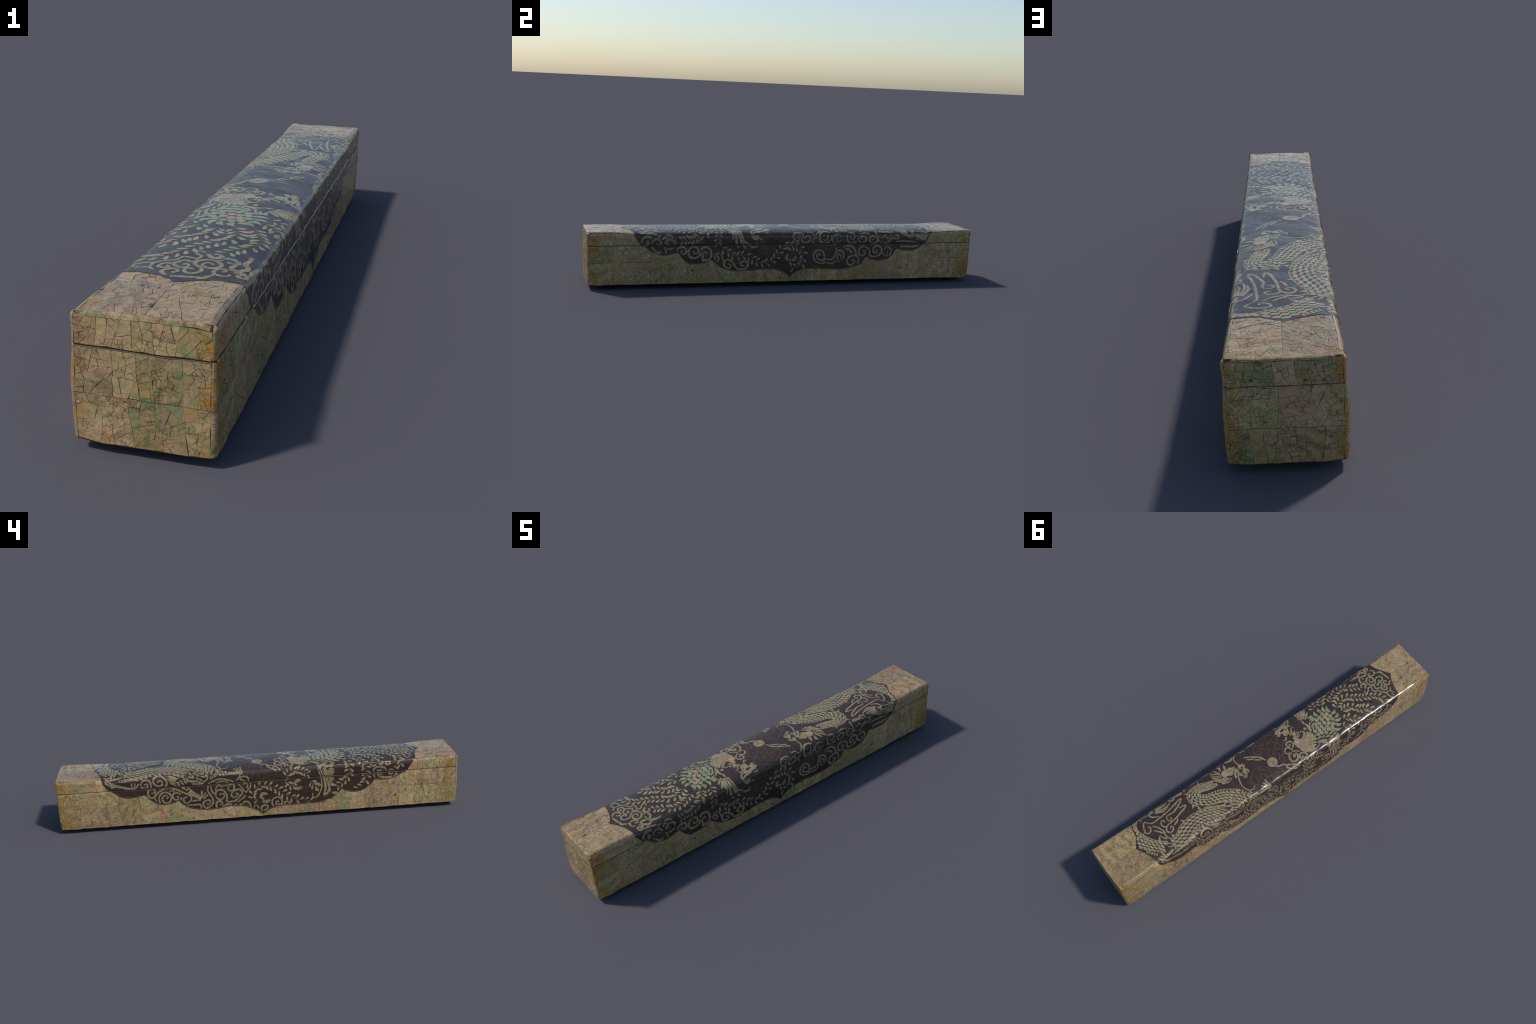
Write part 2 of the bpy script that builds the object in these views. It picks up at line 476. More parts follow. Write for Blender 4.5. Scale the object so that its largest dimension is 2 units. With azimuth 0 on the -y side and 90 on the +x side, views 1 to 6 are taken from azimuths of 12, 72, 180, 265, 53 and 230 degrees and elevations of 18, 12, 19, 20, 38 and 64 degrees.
def base_body():
    rings = []
    ys = [-LENGTH_END + .001, -LENGTH_END + .003] + list(np.linspace(-.985, .985, 98)) + [LENGTH_END - .003, LENGTH_END - .001]
    for y in ys:
        d = .004 if abs(y) > LENGTH_END - .002 else (.0015 if abs(y) > LENGTH_END - .004 else .0006) + SKIN_DEPTH
        pts = []
        a = np.array(base_s)
        x, z = np.interp(a, PROF_S, PROF[:, 0]) - d, np.interp(a, PROF_S, PROF[:, 1])
        right = [(xx - (.0015 if k == 0 else 0), y, zz) for k, (xx, zz) in enumerate(zip(x, z))]
        right.append((x[-1] - .003, y, z[-1] - .0015))
        left = [(-p[0], y, p[2]) for p in right][::-1]
        under = [(t, y, z[-1] - .0015) for t in np.linspace(.11, -.11, 10)]
        over = [(t, y, .2077) for t in np.linspace(-.12, .12, 10)]
        pts = np.array(right + under + left + over)
        pts[:, 1] += -.0018 * smooth(.12 - pts[:, 2], 0, .12) * np.sign(y) * (abs(y) > .97)
        rings.append(warp(pts))
    return loft(rings)


v, f = base_body()
f = [q[::-1] for q in f]
BASE = add_object("base", v, f, FILLER, BOX, flat=False)


def block(name, x0, x1, y0, y1, z0, z1, mat, parent, taper=0.):
    v = [(x, y, z) for z, k in ((z0, taper), (z1, 0.)) for x, y in ((x0 + k, y0 + k), (x1 - k, y0 + k), (x1 - k, y1 - k), (x0 + k, y1 - k))]
    f = [(3, 2, 1, 0), (4, 5, 6, 7)] + [(i, (i + 1) % 4, 4 + (i + 1) % 4, 4 + i) for i in range(4)]
    ob = add_object(name, v, f, mat, parent)
    b = ob.modifiers.new("soft_edges", "BEVEL")
    b.width, b.segments = .003, 2
    return ob


block("inner_rim", -.121, .121, -.985, .985, .19, .225, BLACK, BASE)
for sx in (-1, 1):
    for sy in (-1, 1):
        block("foot", sx * .078 - .018, sx * .078 + .018, sy * .938 - .020, sy * .938 + .020, 0., .026, WOOD, BASE, .004)


# ------------------------------------------------------------------ veneer: sheets cracked into shards
def split(poly, size, r, out, depth=0):
    """crack a sheet: cut again and again by long, slightly skewed fractures"""
    a = abs(area(poly))
    p = np.array(poly)
    cu, cv = p.mean(0)
    local = size * (.95 + .45 * math.sin(43 * cu + 61 * cv + 5 * size) * math.sin(57 * cv - 38 * cu))
    if a < local * local * (.55 + r.random() * 1.3) or depth > 14:
        out.append(poly)
        return
    c = p[1:] - p[:-1]
    d = p - p.mean(0)
    w, vec = np.linalg.eigh(d.T @ d)
    ratio = math.sqrt(max(w[1], 1e-12) / max(w[0], 1e-12))
    along = vec[:, 1]
    ang = math.atan2(along[1], along[0]) + math.pi / 2 + r.gauss(0, .34 if ratio > 1.25 else .8)
    n = np.array([-math.sin(ang), math.cos(ang)])
    off = float(n @ p.mean(0)) + r.gauss(0, .16) * math.sqrt(a)
    left, right = [], []
    for i in range(len(poly)):
        q0, q1 = p[i], p[(i + 1) % len(poly)]
        s0, s1 = n @ q0 - off, n @ q1 - off
        (left if s0 >= 0 else right).append(tuple(q0))
        if (s0 >= 0) != (s1 >= 0):
            x = tuple(q0 + (q1 - q0) * (s0 / (s0 - s1)))
            left.append(x)
            right.append(x)
    if len(left) < 3 or len(right) < 3:
        out.append(poly)
        return
    split(left, size, r, out, depth + 1)
    split(right, size, r, out, depth + 1)


def bend(p):
    """cracks are never quite straight"""
    u, v = p
    return (u + .0009 * math.sin(97 * v + 31 * u) + .0004 * math.sin(231 * v - 140 * u), v + .0009 * math.sin(89 * u - 45 * v + 1) + .0004 * math.sin(253 * u + 120 * v))


def shrink(poly, gap):
    c = np.mean(poly, axis=0)
    out = []
    for p in poly:
        d = np.array(p) - c
        l = np.hypot(*d) + 1e-9
        out.append(tuple(c + d * max(.55, 1 - gap / l)))
    return out


def sheet(skin, poly, size, mat, parent, r, limits=None, cover=None, lift=.0014):
    cells = []
    split(poly, size, r, cells)
    pieces = Pieces(skin)
    for cell in cells:
        c = shrink([bend(p) for p in cell], .0004 + .00032 * r.random())
        if limits:
            c = [(min(max(a, limits[0]), limits[1]), min(max(b, limits[2]), limits[3])) for a, b in c]
        if cover and all(cover(*p) for p in c):
            continue
        top = lift + r.gauss(0, .0003)
        for q in (bands(c, SHOULDER) if skin is surface else [c]):
            if abs(area(q)) > 2e-7:
                pieces.plate(q, top, chamfer=.0)
    ob = pieces.build("veneer_sheet", mat, parent)
    if ob:
        ob["kind"] = "stuff"


def rect(a, b, c, d, r=None, skew=0.):
    j = (lambda: r.uniform(-skew, skew)) if r else (lambda: 0.)
    return [(a + j(), c), (b + j(), c), (b + j(), d), (a + j(), d)]


def row(skin, u0, u1, v0, v1, width, size, mat, parent, r, skew=.008, cover=None):
    """a course of sheets side by side"""
    n = max(1, int(round((u1 - u0) / width)))
    cuts = [u0] + [u0 + (u1 - u0) * (i + r.uniform(-.22, .22)) / n for i in range(1, n)] + [u1]
    top = [c + (r.uniform(-skew, skew) if 0 < i < n else 0) for i, c in enumerate(cuts)]
    for i in range(n):
        poly = [(cuts[i], v0), (cuts[i + 1], v0), (top[i + 1], v1), (top[i], v1)]
        sheet(skin, poly, size * r.uniform(.75, 1.25), mat, parent, r, (u0, u1, min(v0, v1), max(v0, v1)), cover)


# ------------------------------------------------------------------ the lacquer panel
def to_m(points):
    return [(a * .001, b * .001) for a, b in points]


def curve_of(points, key, value):
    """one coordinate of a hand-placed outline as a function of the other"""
    p = sorted(to_m(points), key=lambda q: q[key])
    k, v = np.array([q[key] for q in p]), np.array([q[value] for q in p])
    return lambda t: np.interp(t, k, v)


FRONT = curve_of(OUTLINE_LID_FRONT + OUTLINE_LID_FRONT_RIGHT, 1, 0)
BACK = curve_of(OUTLINE_LID_BACK + OUTLINE_LID_BACK_RIGHT, 1, 0)
RIGHT_LOW = curve_of(OUTLINE_BASE_RIGHT, 0, 1)
_left = curve_of(OUTLINE_BASE_LEFT, 0, 1)
LEFT_LOW = lambda y: -_left(y)
LOW = {1: RIGHT_LOW, -1: LEFT_LOW}
H_PANEL, H_INLAY = .0022, .0026


def grid_panel(name, rows, mat, parent):
    """rows of (y, s) points -> skin patch with a skirt"""
    R, C = len(rows), len(rows[0])
    uv = np.array(rows).reshape(-1, 2)
    top = surface(uv[:, 0], uv[:, 1], H_PANEL)
    low = surface(uv[:, 0], uv[:, 1], -.001)
    faces = [(i * C + j, i * C + j + 1, (i + 1) * C + j + 1, (i + 1) * C + j) for i in range(R - 1) for j in range(C - 1)]
    rim = [j for j in range(C)] + [i * C + C - 1 for i in range(1, R)] + [(R - 1) * C + j for j in range(C - 2, -1, -1)] + [i * C for i in range(R - 2, 0, -1)]
    b = len(top)
    n = len(rim)
    verts = np.vstack([top, low[rim]])
    for k in range(n):
        faces.append((rim[(k + 1) % n], rim[k], b + k, b + (k + 1) % n))
    p = [verts[q] for q in faces[len(faces) // 3][:3]]
    if np.dot(np.cross(p[1] - p[0], p[2] - p[0]), p[0] - np.array([0, p[0][1], .14])) < 0:
        faces = [q[::-1] for q in faces]
    return add_object(name, verts, faces, mat, parent, flat=False)


s_rows = sorted(set(np.round(np.concatenate([np.arange(-S_LID + .0004, S_LID, .0024), [S_LID - .0004, 0.004]]), 5)))
grid_panel("lacquer_panel", [[(FRONT(s) + (BACK(s) - FRONT(s)) * t, s) for t in np.linspace(0, 1, 320)] for s in s_rows], LACQUER, LID)
for low, sg in ((RIGHT_LOW, 1), (LEFT_LOW, -1)):
    y0, y1 = -.733, .728
    ys = np.linspace(y0, y1, 420)
    grid_panel("lacquer_panel", [[(y, sg * (S_BASE + .0004 + max(.0004, low(y) - S_BASE) * t)) for t in np.linspace(0, 1, 26) ** 1.8] for y in ys], LACQUER, BASE)


def in_lid_panel(y, s):
    return abs(s) < S_LID and FRONT(s) + .004 < y < BACK(s) - .004


def in_base_panel(y, s):
    return -.73 < y < .72 and abs(s) < (RIGHT_LOW if s > 0 else LEFT_LOW)(y) - .004


# ------------------------------------------------------------------ inlay makers
def lay(name, polys, mat=None, top=H_INLAY, chamfer=.0):
    """lay plates on lid or base; pieces that cross the joint are cut there"""
    mat = mat or (GREEN_INLAY if name in ("phoenix_scale", "phoenix_feather", "phoenix_eye_ring") else ROSE_INLAY if name in ("shell_shard", "phoenix_wing_feather", "dragon_leg") else INLAY)
    for parent, lo, hi in ((LID, 0, S_LID - .0006), (BASE, S_BASE + .0006, S_END)):
        pieces = Pieces(surface)
        for poly in polys:
            sg = 1 if np.mean([p[1] for p in poly]) >= 0 else -1
            q = [(p[0], p[1] * sg) for p in poly]
            if lo == 0 and any(not FRONT(p[1]) + .0035 < p[0] < BACK(p[1]) - .0035 for p in poly if abs(p[1]) < S_LID):
                continue
            if lo and any(abs(p[1]) > LOW[sg](p[0]) - .0015 for p in poly):
                continue
            if lo:
                q = clip(q, 1, lo, True)
            if len(q) > 2 and hi < S_END:
                q = clip(q, 1, hi, False)
            if len(q) < 3 or abs(area(q)) < 3e-7:
                continue
            q = [(a, b * sg) for a, b in q]
            for part in bands(q, SHOULDER):
                pieces.plate(part, top + rng.uniform(-.0001, .0001), sink=.0012)
        pieces.build(name, mat, parent)


def ribbon_quads(points, widths, step, cut=.0, rough=.0):
    c, n, length = spline(to_m(points), step)
    t = np.linspace(0, 1, len(c))
    w = np.interp(t, np.linspace(0, 1, len(widths)), widths) * .0005
    l = c + n * (w * (1 + rough * np.array([rng.uniform(-1, 1) for _ in c])))[:, None]
    r = c - n * (w * (1 + rough * np.array([rng.uniform(-1, 1) for _ in c])))[:, None]
    out = []
    for i in range(len(c) - 1):
        g = min(.3, cut / (np.hypot(*(c[i + 1] - c[i])) + 1e-9))
        out.append([tuple(l[i] + (l[i + 1] - l[i]) * g), tuple(l[i + 1]), tuple(r[i + 1]), tuple(r[i] + (r[i + 1] - r[i]) * g)])
    return out


def cloud(*pts, w=9):
    """scrolling cloud band, laid from many short snapped strips of shell"""
    quads, run = ribbon_quads(pts, [k * w * .88 for k in (.75, 1, 1, 1, .8)], .0062, 0, .21), []
    for k, q in enumerate(quads):
        if rng.random() < .45:
            a, b, c, d = (np.array(p) for p in q)
            q = [tuple(a + (b - a) * .13), tuple(b), tuple(c), tuple(d + (c - d) * .13)]
        run.append(q)
    lay("cloud_scroll", run)


def chain(*pts, w=8):
    c, n, length = spline(to_m(pts), .0035)
    quads = []
    bead = [1.05, 1.2, 1.0, .72]
    ww = [w * .0005 * bead[i % 4] for i in range(len(c))]
    for i in range(len(c) - 1):
        quads.append([tuple(c[i] + n[i] * ww[i]), tuple(c[i + 1] + n[i + 1] * ww[i + 1]), tuple(c[i + 1] - n[i + 1] * ww[i + 1]), tuple(c[i] - n[i] * ww[i])])
    lay("pearl_flame", quads)


def strand(*pts, w=7):
    lay("dragon_hair", ribbon_quads(pts, [.85 * w * k for k in (.7, 1, 1, .85, .25)], .006, .0, .05))


def whisker(*pts, w=7):
    lay("dragon_whisker", ribbon_quads(pts, (w, w, w * .9, w * .8, w * .5), .006, .0, .04))


def limb(*pts, w=(20, 15)):
    a, b = (np.array(x) for x in (w[0], w[1]))
    quads = []
    for side in (-1, 0, 1):
        c, n, _ = spline(to_m(pts), .013)
        t = np.linspace(0, 1, len(c))
        ww = (w[0] + (w[1] - w[0]) * t) * .001 / 3
        for i in range(len(c) - 1):
            p, q = c[i] + n[i] * ww[i] * side, c[i + 1] + n[i + 1] * ww[i + 1] * side
            quads.append([tuple(p + n[i] * ww[i] * .47), tuple(q + n[i + 1] * ww[i + 1] * .47 + (p - q) * .06), tuple(q - n[i + 1] * ww[i + 1] * .47 + (p - q) * .06), tuple(p - n[i] * ww[i] * .47)])
    lay("dragon_leg", quads)


def claw(*pts, w=8):
    lay("dragon_claw", ribbon_quads(pts, (w, w * .75, w * .9, w, w * .4), .005, .0, .06))


def gold(*pts):
    c, n, length = spline(to_m(pts), .0022)
    a = np.arange(len(c)) * .0022 * math.tau / .0155
    c = (c + n * (.0024 * np.abs(np.sin(a / 2)) - .0014)[:, None]) * 1000      # cloud lines run in little scallops
    lay("gold_line", ribbon_quads([tuple(p) for p in c], (1.6,), .003), GOLD, H_PANEL + .00025)


def teardrop(base, tip, w, bow=0.):
    """pointed at the base, round at the far end"""
    b, t = np.array(base, float), np.array(tip, float)
    d = t - b
    n = np.array([-d[1], d[0]]) / (np.hypot(*d) + 1e-9)
    prof = [(0, .06), (.2, .24), (.42, .40), (.65, .5), (.82, .44), (.94, .26), (1., .08)]
    side = lambda k: [tuple(b + d * x + n * (k * y * w + bow * math.sin(math.pi * x))) for x, y in prof]
    return side(1) + side(-1)[::-1]


def petal(base, tip, w=10):
    (b, t) = to_m([base, tip])
    lay("phoenix_feather", [teardrop(b, t, w * .001)])


def hook(base, tip, w=18):
    """tail-root feather: fat at the root, curling to a sharp tip"""
    b, t = (np.array(p) for p in to_m([base, tip]))
    d, k = t - b, (1 if w > 0 else -1)
    n = np.array([-d[1], d[0]]) / np.hypot(*d)
    w = abs(w) * .001
    prof = [(.0, .22), (.12, .40), (.32, .52), (.52, .42), (.72, .24), (.88, .10), (1., .0)]
    mid = lambda x: b + d * x - n * k * w * .38 * math.sin(math.pi * x * .95)
    lay("phoenix_feather", [[tuple(mid(x) + n * y * w) for x, y in prof] + [tuple(mid(x) - n * y * w) for x, y in prof[-2::-1]]])


def plume(*pts, w=(6, 14)):
    a, b = w
    lay("phoenix_wing_feather", ribbon_quads(pts, [.80 * k for k in (a, a + (b - a) * .6, b, b, b * .55)], .009, .0004, .02))


def disc(*pts, r=8, name="phoenix_scale"):
    for a, b in to_m(pts):
        k = [r * .001 * rng.uniform(.92, 1.08) for _ in range(9)]
        lay(name, [[(a + k[i] * math.cos(i * math.tau / 9), b + k[i] * math.sin(i * math.tau / 9)) for i in range(9)]])


def eye(*pts, r=8):
    for a, b in to_m(pts):
        r2 = r * .0008
        lay("eye", [[(a + r2 * 1.25 * math.cos(i * math.tau / 10), b + r2 * .55 * math.sin(i * math.tau / 10)) for i in range(10)]], BLACK, H_INLAY + .0003)


def ring(*pts, w=10):
    lay("phoenix_eye_ring", ribbon_quads(list(pts) + [pts[0]], (w,), .006, 0, .05))


def shards(*pts, n=8):
    cells = []
    poly = to_m(pts)
    r = random.Random(len(pts) * 31 + n)
    # fan the outline into convex wedges first, then crack each
    c = tuple(np.mean(poly, axis=0))
    for i in range(len(poly)):
        wedge = [c, poly[i], poly[(i + 1) % len(poly)]]
        if i % 2 == 0 and i + 2 <= len(poly):
            wedge.append(poly[(i + 2) % len(poly)])
        elif i % 2 == 1:
            continue
        split(wedge, math.sqrt(abs(area(poly)) / n), r, cells)
    lay("shell_shard", [shrink(q, .0004) for q in cells])


def spike(base, tip, w=12):
    b, t = (np.array(p) for p in to_m([base, tip]))
    d = t - b
    n = np.array([-d[1], d[0]]) / np.hypot(*d) * w * .0005
    lay("dragon_spike", [[tuple(b + n), tuple(b + d * .55 + n * .5), tuple(t), tuple(b + d * .55 - n * .35), tuple(b - n)]])


def leaf(base, tip, l=25):
    b, t = to_m([base, tip])
    lay("leaf", [teardrop(b, t, .45 * math.hypot(t[0] - b[0], t[1] - b[1]))])


def vine(*pts, n=8, l=25):
    """a thin gold stem with pairs of drop-shaped leaves leaning forward"""
    lay("stem", ribbon_quads(pts, (1.5,), .006), GOLD, H_PANEL + .00025)
    c, nn, length = spline(to_m(pts), .002)
    for i in range(n):
        for side in (-1, 1):
            t = (i + .35 + .28 * side * .5 + rng.uniform(-.06, .06)) / n
            k = int(np.clip(t * len(c), 0, len(c) - 1))
            fwd = np.array([nn[k][1], -nn[k][0]])
            ang = side * math.radians(rng.uniform(40, 62))
            d = fwd * math.cos(ang) + nn[k] * math.sin(ang)
            ll = l * .001 * rng.uniform(.86, 1.08)
            b = c[k] + d * .0035
            lay("leaf", [teardrop(b, b + d * ll, ll * rng.uniform(.40, .48), side * ll * rng.uniform(-.03, .07))])


def pearl_disc(center, r=30):
    a, b = to_m([center])[0]
    R = r * .001
    at = lambda q, rr: (a + rr * math.cos(q), b + rr * math.sin(q))
    polys, k = [], 6
    for i in range(k):
        q0, q1 = i * math.tau / k, (i + 1) * math.tau / k - .11
        swirl = lambda rr: 2.4 * (1 - rr / R)
        radii = np.linspace(.30 * R, R, 5)
        polys.append([at(q0 + swirl(x), x) for x in radii] + [at((q0 + q1) / 2, R * 1.015)] + [at(q1 + swirl(x), x) for x in radii[::-1]])
    for j in range(2):
        sp = [at(j * math.pi + t * 3.6, R * (.04 + .22 * t)) for t in np.linspace(0, 1, 8)]
        for p, q in zip(sp[:-1], sp[1:]):
            d = np.array([q[1] - p[1], p[0] - q[0]]) / (math.hypot(q[0] - p[0], q[1] - p[1]) + 1e-9) * .0024
            polys.append([tuple(np.array(p) + d), tuple(np.array(q) + d), tuple(np.array(q) - d), tuple(np.array(p) - d)])
    lay("flaming_pearl", polys)


def pearl_inlay(*pts, r=30):
    pearl_disc(pts[0], r)


def flower(c, *p):
    lay("flower_petal", ribbon_quads((p[0], p[1], p[2]), (9, 19, 17, 5), .008, .0, .05))
    lay("flower_petal", ribbon_quads((p[3], p[4], p[5]), (10, 19, 17, 5), .008, .0, .05))
    disc(c, r=6, name="flower_heart")


def almond(c, along, half_l, half_w, skew):
    n = np.array([-along[1], along[0]])
    out = []
    for x, y in ((-1, -.2), (-.55, .52), (-.05, 1.0), (.45, .88), (1, .2), (.55, -.52), (.05, -1.0), (-.45, -.88)):
        out.append(tuple(c + along * (x * half_l + y * skew) + n * y * half_w))
    return out


def dragon_body(back, belly, rows=4):
    """rows of lozenge scales between the back line and the belly line"""
    K = 24
    A, B = spline_index(back, K), spline_index(belly, K)
    M = (A + B) / 2
    d = np.concatenate([[0], np.cumsum(np.hypot(*np.diff(M, axis=0).T))])
    n = int(d[-1] / .0212)
    for j in range(rows):
        for i in range(n):
            q = (i + .5 + (.5 if j % 2 else 0)) / n * d[-1]
            if q > d[-1]:
                continue
            f = (j + .5) / rows
            pa = np.array([np.interp(q, d, A[:, k]) for k in (0, 1)])
            pb = np.array([np.interp(q, d, B[:, k]) for k in (0, 1)])
            q2 = min(q + .004, d[-1])
            q1 = q2 - .004
            al = np.array([np.interp(q2, d, (A + (B - A) * f)[:, k]) - np.interp(q1, d, (A + (B - A) * f)[:, k]) for k in (0, 1)])
            step = np.hypot(*al) / .004
            al /= np.hypot(*al) + 1e-9
            width = np.hypot(*(pb - pa)) / rows
            if width < .004:
                continue
            c = pa + (pb - pa) * f
            hl = min(.0120 * max(step, .45), .0150)
            lay("dragon_scale", [almond(c, al, hl * rng.uniform(.92, 1.03), min(width, .021) * .47, .003)])
    c0 = [tuple(p * 1000) for p in A]
    lay("dragon_back_line", ribbon_quads(c0, (1.6,), .006), GOLD, H_PANEL + .00025)
    lay("dragon_back_line", ribbon_quads([tuple(p * 1000) for p in B], (1.4,), .006), GOLD, H_PANEL + .00025)


def spline_index(points, per):
    p = np.array(to_m(points))
    e = np.vstack([2 * p[0] - p[1], p, 2 * p[-1] - p[-2]])
    t = np.linspace(0, 1, per, endpoint=False)[:, None]
    dense = [.5 * (2 * e[i] + (e[i + 1] - e[i - 1]) * t + (2 * e[i - 1] - 5 * e[i] + 4 * e[i + 1] - e[i + 2]) * t ** 2
                   + (3 * e[i] - e[i - 1] - 3 * e[i + 1] + e[i + 2]) * t ** 3) for i in range(1, len(e) - 2)]
    return np.vstack(dense + [p[-1:]])


def bellyrow(*pts, n=10, w=12):
    """crescent belly plates, one behind the other"""
    c, nn, length = spline(to_m(pts), .001)
    for i in range(n):
        k = int((i + .5) / n * (len(c) - 1))
        fwd = np.array([nn[k][1], -nn[k][0]])
        step = length / n
        W = w * .0005
        outer = [c[k] + nn[k] * W * math.sin(a) + fwd * step * .52 * math.cos(a) for a in np.linspace(-1.5, 1.5, 7)]
        inner = [c[k] + nn[k] * W * .95 * math.sin(a) + fwd * step * (.52 * math.cos(a) - .62) * .85 for a in np.linspace(1.3, -1.3, 5)]
        lay("dragon_belly_plate", [[tuple(p) for p in outer + inner]])


def scale(*pts):
    for p in to_m(pts):
        a = rng.gauss(.3, .35) * (1 if p[1] < 0 else -1)
        lay("dragon_scale", [almond(np.array(p), np.array([math.cos(a), math.sin(a)]), .0092, .0058, .002)])


def fringe(*pts):
    """flame-edged crest along the back"""
    c, nn, length = spline(to_m(pts), .001)
    n = int(length / .017)
    side = 1
    for i in range(n):
        k = int((i + .5) / n * (len(c) - 1))
        fwd = np.array([nn[k][1], -nn[k][0]])
        out = nn[k] * side
        p = c[k]
        s = rng.uniform(.85, 1.15)
        h = .0035 * s
        lay("dragon_crest", [[tuple(p - fwd * .0085 - out * h * .8), tuple(p - fwd * .004 + out * h * .6), tuple(p - fwd * .001 + out * h * 1.4), tuple(p + fwd * .002 + out * h * .5),
                              tuple(p + fwd * .0105 + out * h * 1.2), tuple(p + fwd * .008 - out * h * .5)]])



# ------------------------------------------------------------------ the design
cloud((-717, 42), (-712, 43), (-706, 35), (-709, 26), (-721, 23), (-732, 33), (-733, 48), (-720, 59), (-704, 56), (-691, 40), (-693, 20), (-704, 9), (-721, 8), (-736, 24), (-751, 31), (-769, 26), (-776, 12), (-768, 0), (-753, -1), (-748, 9), (-754, 13), w=10)
cloud((-705, 2), (-711, -3), (-703, -15), (-713, -25), (-730, -32), (-742, -26), (-750, -14), (-746, -3), (-733, -1), (-723, -9), (-736, -12), w=10)
cloud((-780, -22), (-776, -13), (-765, -13), (-760, -22), (-763, -34), (-775, -42), (-788, -37), (-798, -26), w=10)
cloud((-746, -44), (-748, -36), (-756, -38), (-758, -50), (-751, -59), (-737, -55), (-731, -44), (-733, -37), w=10)
cloud((-705, 2), (-695, 7), (-687, -9), (-685, -27), (-705, -35), (-716, -54), (-733, -72), (-748, -74), (-764, -71), (-775, -59), w=8)
cloud((-762, -73), (-763, -88), (-772, -97), w=7)
cloud((-733, -73), (-733, -85), (-737, -99), (-740, -109), (-752, -115), w=8)
cloud((-751, -96), (-758, -100), (-759, -108), w=7)
cloud((-764, 59), (-780, 52), (-792, 44), (-795, 28), (-798, 10), (-800, -7), (-802, -17), w=12)
cloud((-745, 71), (-735, 76), (-728, 69), (-736, 57), (-753, 55), (-764, 65), (-763, 83), (-749, 88), w=9)
cloud((-742, 102), (-752, 104), (-746, 118), (-731, 113), (-727, 101), (-737, 91), w=11)
cloud((-630, 102), (-654, 101), (-676, 99), (-695, 109), (-709, 106), (-721, 95), (-721, 81), (-708, 79), (-698, 87), w=13)
cloud((-688, 65), (-691, 79), (-684, 89), (-670, 76), (-665, 64), (-670, 51), w=12)
cloud((-679, 53), (-688, 46), w=9)
cloud((-653, 28), (-648, 34), (-658, 45), (-669, 43), (-677, 33), (-667, 22), (-658, 16), w=12)
cloud((-648, 9), (-642, -4), (-654, -10), (-668, 0), (-675, 9), (-690, 4), w=8)
vine((-359, 79), (-366, 106), (-370, 126), (-375, 143), (-375, 165), (-374, 176), n=5, l=24)
vine((-402, 74), (-413, 94), (-428, 108), (-437, 123), (-462, 134), (-495, 149), (-528, 153), (-556, 157), n=11, l=25)
vine((-449, 63), (-468, 75), (-494, 87), (-523, 96), (-546, 96), (-570, 88), (-594, 73), (-614, 58), (-638, 45), n=10, l=26)
vine((-456, 15), (-474, 27), (-501, 37), (-526, 36), (-554, 26), (-583, 4), (-604, -14), (-627, -26), (-651, -38), (-682, -61), (-694, -86), (-696, -104), (-707, -129), (-705, -138), (-707, -153), n=17, l=27)
vine((-465, -17), (-479, -17), (-504, -19), (-526, -28), (-541, -45), (-558, -61), (-586, -80), (-607, -103), n=9, l=28)
vine((-442, -57), (-462, -61), (-484, -75), (-502, -96), (-528, -136), (-531, -161), (-533, -186), (-530, -206), (-520, -231), (-505, -247), (-481, -258), n=11, l=27)
vine((-416, -89), (-428, -94), (-437, -104), (-448, -125), (-447, -155), (-444, -179), (-430, -199), (-403, -222), (-379, -238), n=9, l=26)
vine((10, -279), (31, -275), (40, -253), (37, -233), (19, -214), (-3, -204), (-32, -206), (-58, -213), (-81, -227), (-102, -241), (-123, -261), (-149, -273), (-163, -282), (-199, -293), (-235, -301), (-262, -303), n=16, l=26)
vine((-118, -190), (-130, -193), (-141, -209), (-167, -217), n=4, l=25)
vine((-252, -197), (-264, -216), (-292, -233), n=4, l=25)
vine((-131, -168), (-143, -149), (-161, -138), (-185, -138), (-211, -144), (-229, -156), (-241, -161), n=8, l=25)
vine((-315, -286), (-332, -283), (-357, -261), n=3, l=24)
vine((-358, 189), (-344, 202), (-326, 213), (-303, 227), (-276, 233), (-249, 232), (-235, 232), (-210, 242), (-181, 260), (-153, 271), (-126, 270), (-103, 261), (-88, 248), (-70, 228), (-53, 203), (-41, 192), (-18, 186), (10, 186), (36, 196), (53, 211), (61, 234), (60, 259), (54, 280), (34, 293), (8, 295), (-4, 286), n=23, l=25)
disc((-376, 32), (-395, 19), (-402, -1), (-377, 11), (-352, 25), (-330, 21), (-354, 7), (-380, -9), (-400, -23), (-310, 6), (-329, -2), (-352, -15), (-371, -30), (-387, -45), (-305, -14), (-327, -23), (-351, -39), (-371, -58), (-282, -24), (-305, -34), (-328, -43), (-347, -57), (-360, -74), (-283, -48), (-304, -53), (-324, -66), r=11.3)
hook((-327, 29), (-328, 69), w=18)
hook((-350, 36), (-354, 77), w=18)
hook((-376, 44), (-385, 79), w=18)
hook((-396, 35), (-412, 70), w=19)
hook((-415, 17), (-428, 59), w=20)
hook((-416, 3), (-447, 18), w=-20)
hook((-417, -26), (-447, -6), w=-18)
hook((-404, -38), (-448, -42), w=-18)
hook((-393, -55), (-429, -71), w=-19)
hook((-369, -72), (-410, -91), w=-18)
petal((-279, 16), (-294, 35), w=9)
petal((-278, 5), (-309, 19), w=9)
petal((-278, -14), (-294, 6), w=9)
petal((-296, 29), (-321, 36), w=10)
petal((-296, 41), (-319, 49), w=10)
petal((-297, 59), (-321, 60), w=12)
petal((-329, -82), (-353, -80), w=9)
petal((-302, -84), (-331, -88), w=9)
petal((-286, -76), (-309, -74), w=9)
petal((-259, -69), (-291, -66), w=9)
